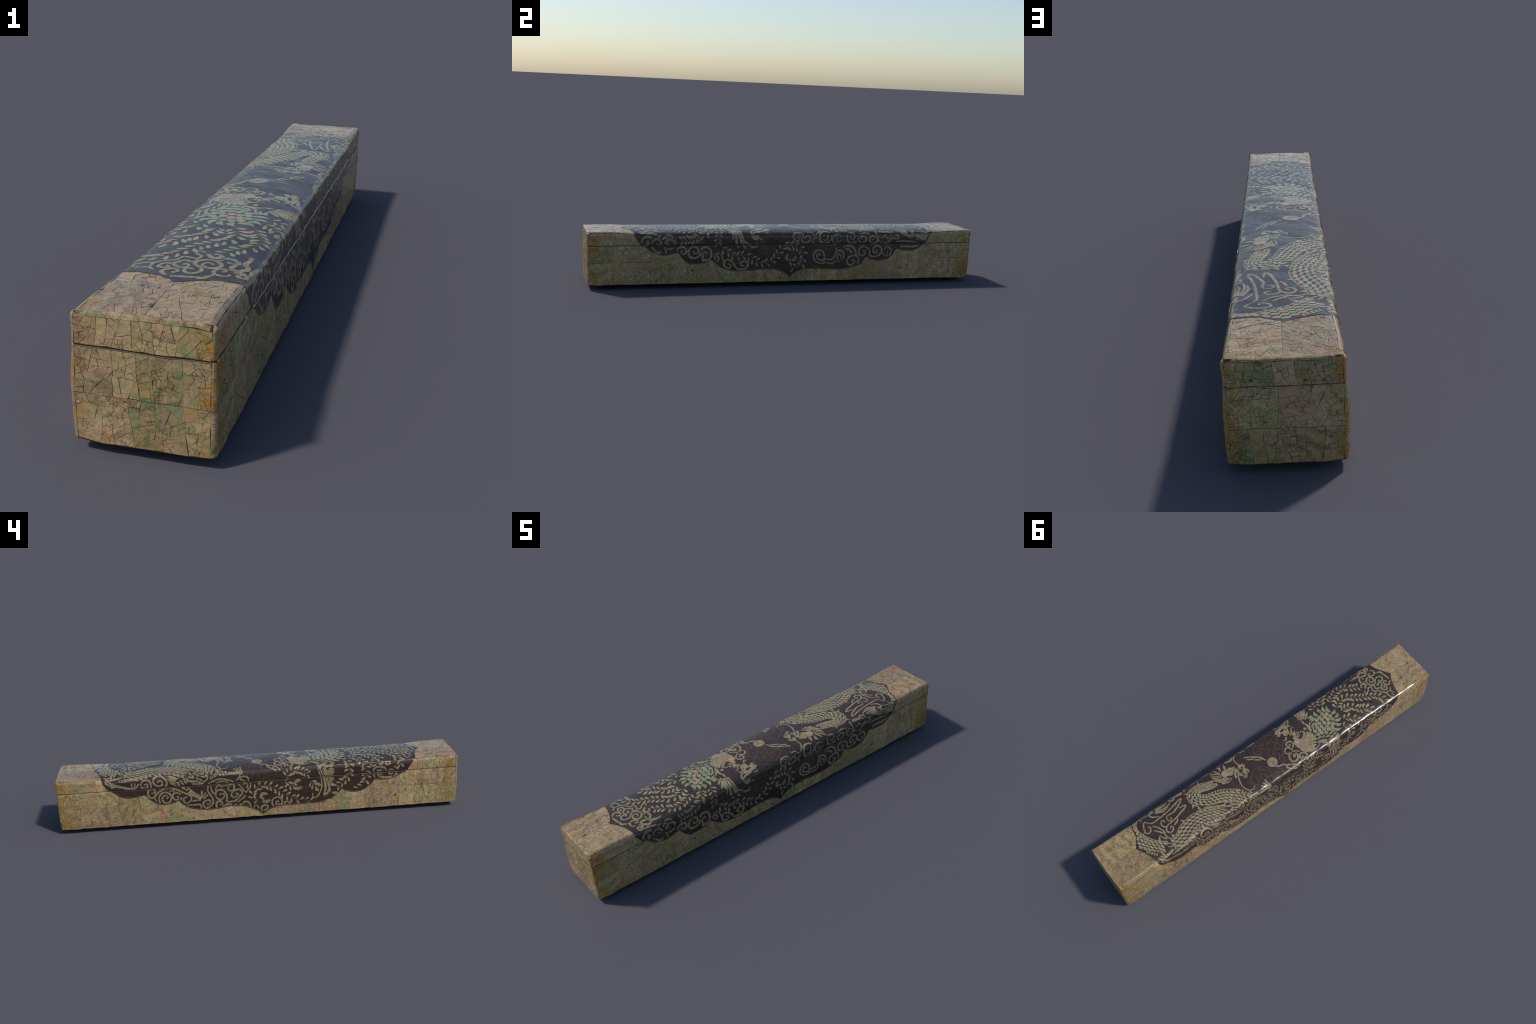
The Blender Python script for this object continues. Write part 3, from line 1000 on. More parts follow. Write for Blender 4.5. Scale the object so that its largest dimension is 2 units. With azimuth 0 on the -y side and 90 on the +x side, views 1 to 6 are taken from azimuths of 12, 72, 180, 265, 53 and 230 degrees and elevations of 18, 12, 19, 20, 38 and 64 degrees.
petal((-323, -98), (-345, -99), w=9)
petal((-343, -96), (-372, -93), w=9)
petal((-348, -112), (-377, -107), w=10)
petal((-306, -103), (-338, -112), w=10)
plume((-285, 61), (-320, 91), w=(7,15))
plume((-280, 69), (-320, 118), w=(7,15))
plume((-273, 71), (-304, 120), (-299, 128), (-302, 152), w=(6,13))
plume((-272, 73), (-293, 121), (-287, 128), (-280, 179), (-270, 192), w=(6,16))
plume((-266, 74), (-277, 124), (-270, 128), (-255, 170), (-236, 199), w=(6,17))
plume((-259, 75), (-261, 124), (-258, 128), (-244, 162), (-210, 182), (-207, 191), (-182, 189), (-176, 180), (-182, 173), w=(6,14))
petal((-264, 51), (-278, 7), w=13)
petal((-264, 21), (-269, -11), w=16)
disc((-248, 19), r=8)
petal((-266, 72), (-263, 44), w=10)
plume((-288, -133), (-296, -158), (-303, -181), (-307, -232), (-294, -267), (-279, -287), (-262, -285), (-260, -264), w=(5,9))
plume((-297, -136), (-308, -159), (-321, -198), (-326, -238), (-316, -279), w=(5,15))
plume((-309, -139), (-323, -163), (-336, -199), (-345, -235), (-339, -265), w=(5,16))
plume((-316, -135), (-335, -166), (-351, -195), (-359, -233), w=(6,14))
plume((-321, -133), (-342, -164), (-358, -185), (-369, -204), w=(6,14))
plume((-332, -158), (-354, -170), (-366, -176), w=(7,11))
plume((-335, -151), (-371, -166), w=(7,13))
plume((-342, -154), (-372, -154), w=(7,13))
plume((-342, -143), (-370, -144), w=(7,13))
petal((-315, -122), (-341, -131), w=14)
petal((-341, -127), (-368, -126), w=14)
petal((-279, -122), (-313, -123), w=14)
petal((-297, -141), (-300, -126), w=20)
petal((-270, -100), (-300, -111), w=14)
petal((-250, -80), (-302, -103), w=20)
petal((-303, -116), (-328, -121), w=14)
petal((-331, -122), (-365, -132), w=12)
petal((-350, -122), (-374, -120), w=12)
# neck
shards((-165, 1), (-153, -8), (-148, -25), (-148, -41), (-154, -52), (-153, -66), (-167, -88), (-196, -105), (-221, -108), (-223, -94), (-229, -78), (-237, -64), (-250, -53), (-256, -37), (-252, -26), (-247, -12), (-224, -13), (-212, -21), (-197, -18), (-184, -3), n=34)
petal((-219, -15), (-237, 8), w=13)
petal((-234, -20), (-251, -1), w=13)
petal((-240, -28), (-263, -12), w=13)
petal((-238, -44), (-266, -26), w=13)
petal((-240, -52), (-271, -42), w=12)
petal((-237, -60), (-265, -59), w=11)
petal((-225, -68), (-250, -76), w=11)
petal((-220, -78), (-240, -89), w=11)
plume((-216, -104), (-240, -102), (-258, -95), (-255, -87), w=(12,4))
cloud((-161, -38), (-169, -34), (-162, -29), (-153, -39), (-160, -49), w=6)
shards((-178, 41), (-199, 43), (-194, 25), (-181, 13), (-186, -1), (-169, -2), (-161, 11), (-175, 18), n=3)
cloud((-181, 34), (-187, 18), (-201, 15), (-208, 24), (-200, 30), w=8)
cloud((-216, 14), (-221, 20), (-230, 11), (-225, -3), (-208, -16), (-197, -18), w=9)
petal((-177, 8), (-204, 3), w=8)
cloud((-140, 42), (-131, 29), (-117, 33), w=9)
disc((-149, 58), r=13)
petal((-128, 80), (-110, 66), w=17)
ring((-123, 86), (-141, 97), (-162, 99), (-178, 100), (-166, 84), (-149, 74), (-132, 77), w=12)
eye((-153, 85), r=8)
cloud((-180, 102), (-193, 97), (-205, 108), (-208, 122), (-196, 119), w=9)
disc((-114, 90), r=9)
disc((-124, 100), r=7)
cloud((-118, 116), (-130, 121), (-135, 114), w=8)
cloud((-132, 101), (-157, 109), (-179, 113), (-200, 120), w=12)
cloud((-196, 78), (-192, 88), (-179, 84), (-170, 65), (-167, 45), (-164, 33), w=10)
cloud((-206, 66), (-191, 63), (-181, 48), (-173, 29), w=9)
shards((-160, 73), (-172, 71), (-167, 49), (-156, 50), (-145, 70), n=3)
cloud((-127, 0), (-128, -11), (-115, -10), (-112, 5), (-124, 13), (-141, 7), (-146, -11), (-137, -24), (-122, -35), w=9)
cloud((-99, -39), (-92, -43), (-82, -35), (-85, -20), (-97, -12), (-111, -15), (-117, -31), (-118, -42), w=9)
cloud((-115, -42), (-118, -50), (-131, -53), (-144, -66), w=9)
cloud((-108, -51), (-93, -50), (-80, -67), (-80, -87), (-94, -97), (-112, -94), (-125, -80), (-121, -66), (-107, -67), (-103, -76), (-114, -75), w=11)
cloud((-147, -96), (-137, -98), (-144, -109), (-160, -111), (-167, -97), (-156, -83), (-139, -80), (-128, -89), (-128, -102), (-125, -115), w=10)
petal((-109, -119), (-111, -108), w=9)
pearl_inlay((5, -32), r=28)
chain((22, -1), (31, 6), (34, 23), (57, 45), (66, 53), (87, 66), (106, 77), w=8)
chain((43, 14), (59, 26), (70, 35), w=8)
chain((67, 51), (73, 43), (87, 49), (101, 59), w=7)
chain((35, 26), (43, 16), w=7)
chain((-11, -49), (2, -65), (-16, -73), (-33, -75), (-45, -88), (-65, -98), (-84, -110), (-102, -133), w=8)
chain((-43, -90), (-39, -99), (-53, -115), (-86, -133), w=8)
chain((-73, -108), (-66, -118), w=7)
gold((37, 39), (48, 66), (42, 83), (21, 101), (-1, 111), (-28, 124), (-64, 112), (-85, 97), (-100, 84), (-104, 69), (-88, 52), (-67, 58), (-75, 82), (-85, 77))
gold((14, 87), (13, 67), (-7, 61), (-25, 51), (-34, 59), (-24, 63))
gold((11, 86), (-14, 86), (-20, 78))
gold((-3, 40), (-25, 44), (-33, 30), (-37, 13), (-17, 1), (-1, 13), (-2, 33))
gold((-14, 21), (-15, 30), (-24, 30), (-23, 21), (-19, 24))
gold((-36, 79), (-44, 81), (-42, 70), (-33, 70), (-48, 66), (-62, 80))
gold((33, 61), (24, 65), (16, 51), (19, 43), (37, 39))
gold((-71, 47), (-85, 36), (-88, 20), (-94, 8), (-75, -9), (-72, -24), (-56, -33), (-57, -57), (-43, -66), (-35, -61), (-36, -38), (-52, -19), (-47, -9))
gold((-47, 20), (-64, 10), (-71, 15), (-68, 18))
gold((-74, 42), (-57, 33), (-48, 23))
gold((147, -41), (135, -24), (117, -14), (92, -9), (76, -11), (54, -28), (40, -49), (46, -61), (44, -78), (61, -92), (72, -82), (79, -72), (80, -62), (70, -64))
gold((149, -43), (155, -68), (142, -87), (127, -69), (128, -56))
gold((95, -24), (84, -26), (58, -48))
gold((95, -41), (90, -54), (113, -64))
gold((6, -73), (-6, -86), (-21, -90))
gold((-2, -99), (-12, -98), (-7, -105), (-3, -102), (-13, -114))
gold((58, -109), (41, -90), (23, -84), (12, -101))
gold((63, -137), (59, -154), (40, -158), (32, -146), (44, -138), (25, -134))
gold((13, -133), (9, -148), (-2, -166), (-16, -170), (-19, -155), (-33, -171), (-59, -173))
gold((-28, -136), (-34, -148), (-53, -152), (-84, -152), (-82, -140))
gold((133, 197), (113, 212), (109, 228), (97, 237), (93, 255), (106, 269), (107, 283), (129, 295), (155, 293), (175, 298))
gold((136, 197), (150, 190), (183, 186), (219, 188), (246, 193), (268, 203), (286, 212), (291, 230))
gold((170, 206), (188, 197), (206, 206), (209, 220))
gold((188, 236), (195, 229), (203, 243), (193, 247))
gold((-170, 211), (-163, 200))
gold((-152, 198), (-138, 187), (-128, 194), (-131, 203))
gold((-172, 213), (-146, 220), (-130, 218), (-123, 227), (-110, 216), (-92, 205), (-90, 194))
gold((-142, 140), (-119, 132), (-115, 138))
gold((-140, 149), (-119, 152), (-112, 165), (-105, 167))
gold((-85, 145), (-75, 150), (-80, 141), (-61, 132), (-38, 134), (-24, 150), (-26, 159))
gold((-155, 171), (-139, 162))
gold((-102, 176), (-89, 167), (-94, 152))
# dragon : crown of head and mane
shards((256, 72), (238, 84), (225, 77), (206, 79), (191, 74), (194, 62), (204, 52), (201, 36), (215, 33), (232, 43), (254, 46), n=7)
shards((211, 76), (198, 81), (192, 71), (199, 55), (212, 62), n=3)
shards((189, 52), (167, 45), (182, 25), (191, 32), (199, 18), (207, 27), (195, 35), n=4)
shards((192, 73), (179, 65), (174, 50), (181, 38), (199, 34), (210, 46), n=4)
eye((183, 56), r=6)
eye((195, 44), r=6)
petal((196, 26), (209, 8), w=12)
petal((188, 65), (180, 71), w=5)
petal((184, 61), (175, 65), w=5)
strand((225, 77), (223, 93), (211, 112), w=8)
strand((223, 71), (217, 89), (213, 105), w=8)
strand((246, 86), (245, 105), (252, 118), w=9)
strand((256, 80), (268, 98), (275, 116), w=9)
strand((259, 76), (280, 93), (300, 117), w=9)
strand((246, 90), (239, 109), (253, 116), w=8)
strand((259, 68), (283, 77), (294, 94), (299, 110), w=7)
strand((258, 60), (284, 67), (299, 83), (305, 100), w=7)
strand((254, 46), (279, 52), (295, 72), (305, 96), w=7)
strand((250, 39), (277, 43), (296, 59), (308, 79), w=7)
strand((238, 34), (263, 33), (288, 44), (305, 66), w=7)
strand((229, 30), (254, 25), (275, 29), (291, 44), w=7)
strand((223, 22), (240, 15), (256, 14), (277, 23), w=8)
strand((241, 39), (262, 43), (276, 57), w=7)
petal((269, 17), (282, 28), w=10)
disc((153, 53), r=10)
petal((167, 45), (152, 36), w=8)
petal((148, 47), (135, 57), w=6)
petal((146, 42), (130, 52), w=6)
petal((144, 37), (126, 44), w=6)
petal((152, 32), (132, 34), w=7)
petal((155, 24), (137, 24), w=9)
strand((153, 19), (136, 17), (130, 5), (132, -4), w=9)
strand((145, 13), (133, 8), (135, -2), w=7)
strand((159, 10), (149, 3), (143, -5), (136, 0), w=9)
strand((177, 28), (172, 17), (163, 10), w=7)
strand((182, 21), (175, 9), (164, 4), w=7)
strand((186, 11), (176, 3), (165, -2), w=7)
strand((155, 0), (166, -11), (175, -11), w=7)
strand((149, -4), (158, -17), (175, -18), w=9)
disc((150, 14), r=10)
whisker((172, 38), (190, 14), (199, -6), (207, -34), (208, -55), (194, -84), (176, -92), (165, -94), (157, -80), w=7)
whisker((153, 65), (156, 89), (152, 108), (134, 126), (123, 134), (112, 132), (105, 119), (94, 115), (85, 119), (80, 107), w=7)
# dragon bodies: back edge, middle, belly edge
dragon_body(back=[(308, 69), (342, 76), (371, 89), (402, 96), (431, 95), (450, 86), (464, 65), (466, 42), (455, 12), (431, -12), (405, -33), (377, -43), (345, -56), (300, -83), (273, -112), (259, -125)],
            belly=[(298, 33), (333, 34), (359, 40), (382, 48), (398, 51), (408, 48), (409, 44), (407, 37), (399, 29), (387, 21), (376, 16), (351, 9), (320, -2), (293, -17), (239, -58), (207, -107)], rows=4)
bellyrow((298, 37), (331, 37), (356, 43), (382, 53), (400, 54), (407, 47), (400, 35), (377, 22), (347, 14), (316, 5), (288, -11), (261, -30), (234, -52), (247, -43), (226, -63), (215, -85), (206, -101), (203, -118), n=27, w=11)
bellyrow((203, -102), (209, -122), (220, -135), (232, -142), (248, -150), n=6, w=16)
dragon_body(back=[(335, -83), (384, -61), (429, -38), (465, -27), (510, -25), (549, -31), (585, -41), (615, -59), (645, -65), (663, -69)],
            belly=[(346, -114), (382, -115), (430, -100), (466, -89), (499, -90), (530, -97), (555, -109), (579, -118), (623, -131), (656, -138)], rows=4)
bellyrow((365, -131), (393, -123), (413, -117), (446, -106), (492, -105), (518, -109), (543, -112), (562, -119), (578, -122), (614, -131), n=11, w=17)
bellyrow((373, -129), (387, -128), (400, -125), (411, -118), (426, -111), (440, -105), (457, -100), (473, -95), (489, -95), (508, -96), (550, -108), (576, -120), (592, -125), (609, -126), n=15, w=12)
bellyrow((609, -126), (624, -128), (637, -129), (651, -129), (665, -134), (679, -133), (693, -132), n=7, w=13)
dragon_body(back=[(677, -68), (705, -44), (729, -20), (745, 6), (755, 33), (764, 59), (762, 87), (755, 111), (760, 125), (732, 135), (692, 132), (672, 132)],
            belly=[(732, -119), (739, -88), (762, -65), (780, -46), (802, -17), (816, 0), (804, 23), (793, 46), (768, 129), (754, 150), (724, 160), (684, 150)], rows=4)
bellyrow((750, -92), (764, -79), (774, -66), (791, -41), (805, -21), (816, -3), n=9, w=13)
bellyrow((745, 156), (735, 159), (722, 160), (712, 159), (702, 160), (692, 160), (681, 158), (675, 153), n=9, w=9)
scale((742, -109), (728, -108), (727, -122), (753, -121), (740, -132), (711, -117), (693, -115), (682, -112))
scale((767, -114), (763, -131), (757, -111), (754, -136), (743, -125), (744, -145), (731, -140), (731, -151), (720, -145), (717, -158), (728, -157), (709, -152))
scale((343, -136), (330, -136), (323, -117), (307, -127), (372, -145), (357, -144), (343, -155), (330, -157), (316, -157), (308, -144), (300, -164), (293, -152), (405, -159), (390, -152), (383, -165), (400, -172), (369, -159), (358, -155), (342, -118), (380, -188), (366, -197), (354, -192))
scale((194, -99), (187, -119), (170, -121), (197, -132), (181, -133), (164, -132))
scale((661, 130), (672, 133), (686, 132), (688, 146), (703, 143), (711, 132), (723, 132), (724, 145), (739, 126), (734, 142), (758, 132), (750, 115), (764, 118))
fringe((307, 70), (340, 79), (369, 93), (399, 100), (431, 99), (453, 88), (468, 66), (470, 43), (461, 12), (448, -3))
fringe((334, -81), (382, -58), (427, -35), (463, -24), (508, -20), (547, -26), (586, -38), (616, -56), (644, -61), (662, -67))
fringe((675, -65), (704, -41), (726, -17), (742, 10), (753, 37), (761, 67), (757, 94), (745, 113), (734, 120), (713, 121), (676, 112), (667, 112))
spike((381, 97), (370, 117), w=11)
spike((453, 86), (472, 104), w=13)
spike((464, 16), (483, 3), w=16)
spike((454, -19), (449, 0), w=16)
spike((554, -25), (564, -7), w=13)
spike((639, -61), (641, -40), w=16)
spike((757, 34), (741, 43), w=13)
spike((707, -39), (694, -15), w=14)
spike((724, 124), (717, 101), w=10)
cloud((457, 9), (451, 1), (452, -8), w=6)
cloud((380, -39), (361, -45), (338, -55), (328, -65), (337, -73), (358, -66), (373, -54), w=9)
cloud((326, -66), (315, -76), (302, -90), (312, -100), (329, -91), (345, -84), w=9)
cloud((303, -96), (276, -116), w=8)
cloud((341, -85), (315, -95), (304, -87), (299, -97), (285, -110), (277, -117), (287, -123), (319, -107), w=8)
cloud((429, -25), (405, -41), (375, -56), w=9)
cloud((714, 52), (709, 56), (702, 53), (710, 33), (726, 26), (736, 37), (733, 58), (724, 77), (711, 91), (702, 79), w=9)
cloud((707, 84), (687, 64), (666, 61), (639, 63), (602, 67), (583, 69), (549, 76), (517, 85), (493, 88), (510, 71), (537, 58), (568, 46), (597, 50), (609, 45), (612, 27), (601, 19), (592, 28), (596, 34), w=9)
cloud((532, 48), (497, 44), (508, 32), (537, 24), (573, 13), (605, 9), (621, 9), (636, 4), (649, 14), (650, 35), (637, 44), (629, 35), (632, 27), w=9)
cloud((570, 6), (578, -4), (603, -14), w=9)
cloud((628, -18), (622, -9), (613, -16), (619, -31), (636, -34), (648, -22), (645, -5), (635, 1), w=9)
cloud((690, 46), (674, 27), (662, -5), (665, -21), (666, -39), (656, -62), (658, -82), (660, -101), (666, -117), w=9)
cloud((697, 23), (683, 6), (669, -15), w=9)
cloud((692, -16), (682, -34), (671, -51), w=9)
strand((692, -57), (680, -72), (664, -91), w=8)
strand((690, -87), (666, -101), w=7)
# tail tuft
strand((673, 116), (666, 92), (633, 70), w=9)
strand((642, 99), (614, 87), (595, 79), w=9)
strand((636, 106), (605, 86), (570, 88), w=9)
strand((631, 111), (596, 95), (558, 98), (547, 110), w=9)
strand((632, 118), (594, 108), (564, 112), w=9)
strand((631, 123), (597, 120), (574, 116), w=9)
strand((635, 127), (601, 129), (589, 127), w=9)
strand((670, 141), (640, 143), (609, 134), w=8)
strand((660, 134), (635, 136), (598, 129), w=8)
strand((668, 146), (648, 150), (630, 148), w=7)
scale((649, 113), (659, 121), (665, 132), (660, 112))
# left side
cloud((506, -151), (496, -142), (484, -145), (481, -160), (493, -169), (512, -165), (524, -150), (523, -133), (508, -121), (487, -120), (469, -134), (459, -152), (460, -164), (468, -174), w=11)
cloud((569, -160), (562, -152), (552, -161), (559, -174), (577, -172), (589, -167), w=11)
cloud((586, -158), (583, -146), (570, -135), (551, -137), (538, -150), (536, -175), w=11)
limb((706, -155), (681, -162), (647, -171), (613, -175), w=(14,11))
claw((629, -170), (633, -145), w=9)
claw((617, -171), (615, -144), w=9)
claw((612, -171), (594, -148), w=9)
cloud((734, -127), (709, -122), (681, -117), w=5)
strand((402, -139), (438, -124), (469, -119), w=7)
strand((407, -141), (432, -132), (459, -120), w=7)
strand((412, -143), (441, -136), (462, -133), w=7)
strand((414, -148), (437, -144), (458, -139), w=7)
strand((415, -153), (436, -151), (451, -145), w=7)
strand((415, -160), (431, -159), (448, -155), w=7)
strand((414, -173), (425, -167), (441, -161), w=7)
cloud((291, -133), (275, -139), (263, -130), (259, -140), (264, -154), (281, -163), (284, -170), (306, -172), (338, -169), w=9)
cloud((538, -202), (526, -203), (518, -191), (532, -182), (551, -188), (555, -208), (547, -224), (530, -225), (513, -206), (490, -193), (480, -187), (454, -183), (431, -187), (404, -199), (377, -213), (354, -225), (343, -238), (349, -256), (367, -270), w=10)
cloud((468, -236), (458, -232), (464, -219), (481, -223), (487, -240), (477, -256), (460, -260), (445, -246), (443, -223), (456, -207), (477, -203), (497, -216), (503, -236), (499, -259), w=10)
cloud((503, -203), (520, -217), (523, -232), (514, -248), w=9)
cloud((416, -230), (406, -231), (410, -243), (424, -245), (435, -231), (431, -214), (414, -210), (396, -219), w=9)
cloud((449, -203), (437, -196), (423, -205), w=8)
cloud((392, -232), (398, -249), w=9)
cloud((364, -237), (374, -236), (384, -243), (380, -261), (371, -269), w=10)
cloud((365, -280), (339, -280), (306, -280), (299, -288), (298, -301), w=9)
limb((353, -205), (326, -227), (294, -250), w=(26,20))
claw((293, -242), (290, -207), w=9)
claw((287, -243), (272, -219), w=9)
claw((285, -251), (261, -232), w=10)
claw((299, -257), (323, -257), (345, -260), w=8)
cloud((270, -280), (258, -281), (252, -263), (269, -260), (286, -271), (287, -289), (274, -300), (252, -292), (239, -275), (240, -252), (253, -230), (261, -210), (259, -185), w=10)
cloud((206, -286), (197, -290), (192, -280), (203, -269), (220, -275), (223, -293), (212, -304), (185, -296), (163, -290), (133, -295), (99, -295), (79, -281), (61, -288), (56, -298), (50, -312), w=11)
cloud((243, -185), (246, -197), (240, -213), (234, -228), w=9)
cloud((206, -238), (196, -231), (182, -235), (185, -252), (202, -261), (218, -252), (225, -234), (221, -219), (209, -210), (188, -212), (174, -228), (168, -248), (170, -274), (146, -277), (124, -270), (104, -251), (91, -234), (96, -221), (112, -215), (134, -221), (146, -237), (142, -253), (126, -254), (111, -240), (125, -234), w=10)
cloud((222, -214), (220, -197), (210, -187), (193, -189), (192, -201), w=9)
cloud((186, -190), (170, -189), (134, -188), (130, -203), (138, -218), (157, -216), (161, -201), (149, -197), w=9)
cloud((118, -281), (100, -269), (81, -255), (78, -245), w=9)
cloud((110, -187), (95, -204), (77, -230), w=9)
cloud((75, -235), (60, -216), (49, -200), (50, -187), w=9)
cloud((85, -194), (77, -185), (65, -191), (66, -206), (74, -210), w=8)
cloud((259, -176), (237, -165), (208, -155), (177, -156), (152, -164), (131, -173), w=9)
cloud((219, -177), (199, -168), (173, -168), (155, -177), w=9)
cloud((74, -173), (88, -169), (99, -161), (92, -151), (71, -151), (59, -161), (58, -176), w=9)
limb((157, -129), (121, -130), (83, -130), w=(14,13))
claw((88, -123), (97, -89), (87, -93), w=8)
claw((97, -122), (115, -92), w=8)
claw((109, -123), (130, -100), w=8)
claw((96, -137), (109, -158), (119, -169), w=8)
cloud((-570, -173), (-570, -160), (-585, -151), (-609, -150), (-628, -159), (-633, -172), w=10)
cloud((-585, -169), (-599, -169), (-614, -168), w=9)
cloud((-645, -173), (-657, -167), (-672, -174), w=9)
cloud((-672, -155), (-684, -158), (-694, -172), w=9)
cloud((-570, -185), (-572, -198), (-578, -201), w=9)
cloud((-587, -184), (-599, -200), (-623, -206), (-653, -207), (-672, -205), (-682, -194), (-682, -185), w=11)
disc((-610, -186), r=9)
cloud((-645, -186), (-657, -193), (-667, -186), w=9)
cloud((-687, -199), (-694, -191), w=9)
cloud((-559, -115), (-568, -109), (-576, -117), w=9)
cloud((-554, -132), (-565, -145), (-582, -139), w=9)
cloud((-600, -130), (-606, -140), (-617, -131), (-611, -120), w=10)
cloud((-634, -128), (-633, -142), (-653, -136), (-652, -124), w=11)
flower((-11, -274), (2, -272), (-8, -249), (-35, -249), (-7, -288), (-28, -290), (-48, -281))
flower((-177, -214), (-168, -206), (-185, -192), (-204, -194), (-172, -229), (-189, -233), (-210, -227))
flower((-5, 256), (-20, 260), (-25, 242), (-19, 224), (8, 261), (20, 249), (21, 236))
cloud((-84, -299), (-91, -295), (-79, -291), (-73, -304), (-85, -310), (-100, -311), (-107, -296), (-98, -277), (-79, -270), (-60, -279), (-54, -297), (-63, -318), w=10)
cloud((-119, -312), (-119, -299), (-131, -298), (-143, -307), (-145, -312), w=10)
cloud((-10, -335), (-27, -331), (-32, -313), (-13, -309), (-1, -321), (-2, -342), w=11)
cloud((35, -318), (35, -308), (21, -307), (13, -318), (14, -325), w=9)
# right side
cloud((-704, 145), (-706, 137), (-723, 136), (-740, 144), (-745, 161), (-737, 174), (-722, 175), (-714, 166), (-718, 157), (-725, 159), w=14)
cloud((-695, 175), (-695, 160), (-683, 149), (-666, 147), (-655, 162), (-652, 174), (-665, 176), (-674, 168), w=12)
cloud((-646, 149), (-636, 139), (-623, 141), w=10)
cloud((-595, 141), (-610, 130), (-631, 128), w=10)
cloud((-631, 175), (-631, 160), (-614, 150), (-595, 152), (-584, 165), (-588, 176), w=12)
cloud((-623, 162), (-617, 173), (-612, 169), w=8)
cloud((-668, 139), (-661, 132), (-650, 130), w=8)
cloud((-701, 186), (-688, 196), (-677, 209), (-665, 214), (-650, 207), w=10)
cloud((-639, 185), (-635, 195), (-616, 195), (-601, 193), (-590, 187), w=9)
cloud((-633, 197), (-629, 218), w=9)
cloud((-575, 206), (-573, 193), (-560, 187), (-540, 187), (-532, 202), (-536, 217), (-551, 219), (-557, 208), (-549, 204), w=11)
cloud((-494, 205), (-496, 211), (-487, 220), (-474, 214), (-475, 194), (-490, 185), (-510, 189), (-520, 207), (-518, 228), (-504, 239), (-485, 240), (-467, 227), (-459, 214), w=12)
cloud((-430, 221), (-435, 212), (-446, 214), (-451, 232), (-449, 247), (-431, 252), (-414, 243), (-408, 226), (-413, 201), (-431, 188), (-451, 190), (-459, 200), w=12)
petal((-456, 249), (-444, 258), w=14)
cloud((-385, 257), (-369, 250), (-374, 235), (-379, 239), w=11)
cloud((-366, 217), (-384, 224), (-391, 241), (-385, 248), w=11)
cloud((-359, 226), (-352, 244), (-347, 264), w=11)
cloud((-324, 271), (-315, 276), (-306, 283), (-319, 293), (-337, 286), (-344, 273), (-338, 255), (-325, 249), (-306, 260), (-293, 272), (-283, 292), (-269, 299), (-246, 299), (-228, 291), (-222, 273), (-232, 261), (-250, 261), (-261, 270), (-254, 281), (-242, 281), w=12)
plume((-205, 120), (-204, 138), (-188, 149), (-172, 140), w=(14,6))
shards((-208, 138), (-192, 131), (-169, 134), (-167, 149), (-181, 157), (-199, 155), n=4)
petal((-167, 153), (-151, 149), w=9)
cloud((-188, 176), (-175, 175), w=7)
leaf((-30, 178), (-12, 164), l=25)
leaf((-8, 177), (13, 162), l=25)
leaf((18, 178), (37, 167), l=25)
cloud((24, 139), (29, 146), (41, 144), (43, 133), (27, 129), w=8)
cloud((60, 142), (56, 125), (37, 119), (17, 122), (7, 139), (15, 155), (30, 161), (43, 153), w=11)
cloud((69, 151), (72, 140), (88, 138), (96, 149), (87, 167), (59, 169), (53, 155), (60, 142), w=10)
cloud((120, 169), (111, 171), (110, 153), (131, 147), w=9)
cloud((167, 154), (179, 161), (191, 147), (188, 134), w=9)
cloud((210, 136), (210, 152), (196, 168), (168, 174), (151, 161), (148, 136), (161, 116), (184, 112), (200, 121), w=11)
cloud((169, 132), (169, 140), w=9)
cloud((237, 166), (240, 152), (234, 143), w=9)
cloud((263, 143), (251, 132), (229, 134), (217, 147), (218, 166), (226, 177), (245, 173), (263, 157), w=9)
cloud((316, 144), (312, 150), (326, 155), (336, 146), (333, 132), w=9)
cloud((297, 132), (295, 155), (305, 171), (325, 173), (347, 167), w=11)
cloud((304, 121), (337, 125), w=9)
cloud((376, 153), (368, 149), (378, 140), (397, 147), (398, 163), (374, 174), (359, 162), (356, 144), w=11)
cloud((361, 130), (392, 125), (420, 131), w=9)
cloud((449, 147), (437, 138), (420, 149), (421, 167), (439, 177), (461, 170), (462, 149), (456, 126), w=11)
cloud((433, 156), (445, 158), w=8)
cloud((467, 138), (468, 161), (486, 173), (516, 175), (540, 159), (552, 150), (570, 155), (577, 143), (562, 134), w=10)
cloud((479, 147), (492, 147), (504, 138), (512, 152), (532, 152), (544, 138), w=9)
cloud((474, 116), (498, 120), (525, 120), (538, 126), w=9)
cloud((566, 169), (609, 167), (647, 169), (696, 175), w=9)
cloud((590, 197), (623, 195), (666, 195), (697, 192), w=13)
cloud((154, 238), (149, 226), (135, 235), (141, 254), (163, 261), (175, 254), (170, 224), (155, 210), (134, 210), (118, 228), (119, 251), (135, 270), (157, 277), (176, 277), w=11)
cloud((177, 254), (204, 259), (223, 253), (233, 232), (242, 214), (266, 214), (279, 230), (278, 253), (269, 262), w=11)
cloud((235, 200), (243, 212), w=8)
cloud((166, 265), (193, 275), (222, 278), (238, 260), w=8)
cloud((261, 255), (268, 242), (253, 230), (244, 246), (253, 267), (265, 272), w=9)
cloud((273, 198), (287, 191), (309, 189), (329, 196), (342, 213), (348, 233), w=11)
cloud((288, 207), (307, 208), (323, 226), w=10)
cloud((323, 266), (335, 261), (341, 273), (327, 287), (310, 286), (299, 270), (305, 249), (329, 240), (351, 240), (365, 264), (356, 282), w=12)
cloud((384, 220), (389, 213), (399, 223), (388, 239), (368, 236), (360, 218), (369, 199), (388, 192), (408, 202), (421, 216), (420, 237), (441, 246), (465, 242), (486, 224), (485, 203), (464, 189), (445, 195), (438, 214), (449, 228), (461, 221), (456, 209), w=11)
cloud((512, 189), (533, 203), (541, 220), (533, 243), w=10)
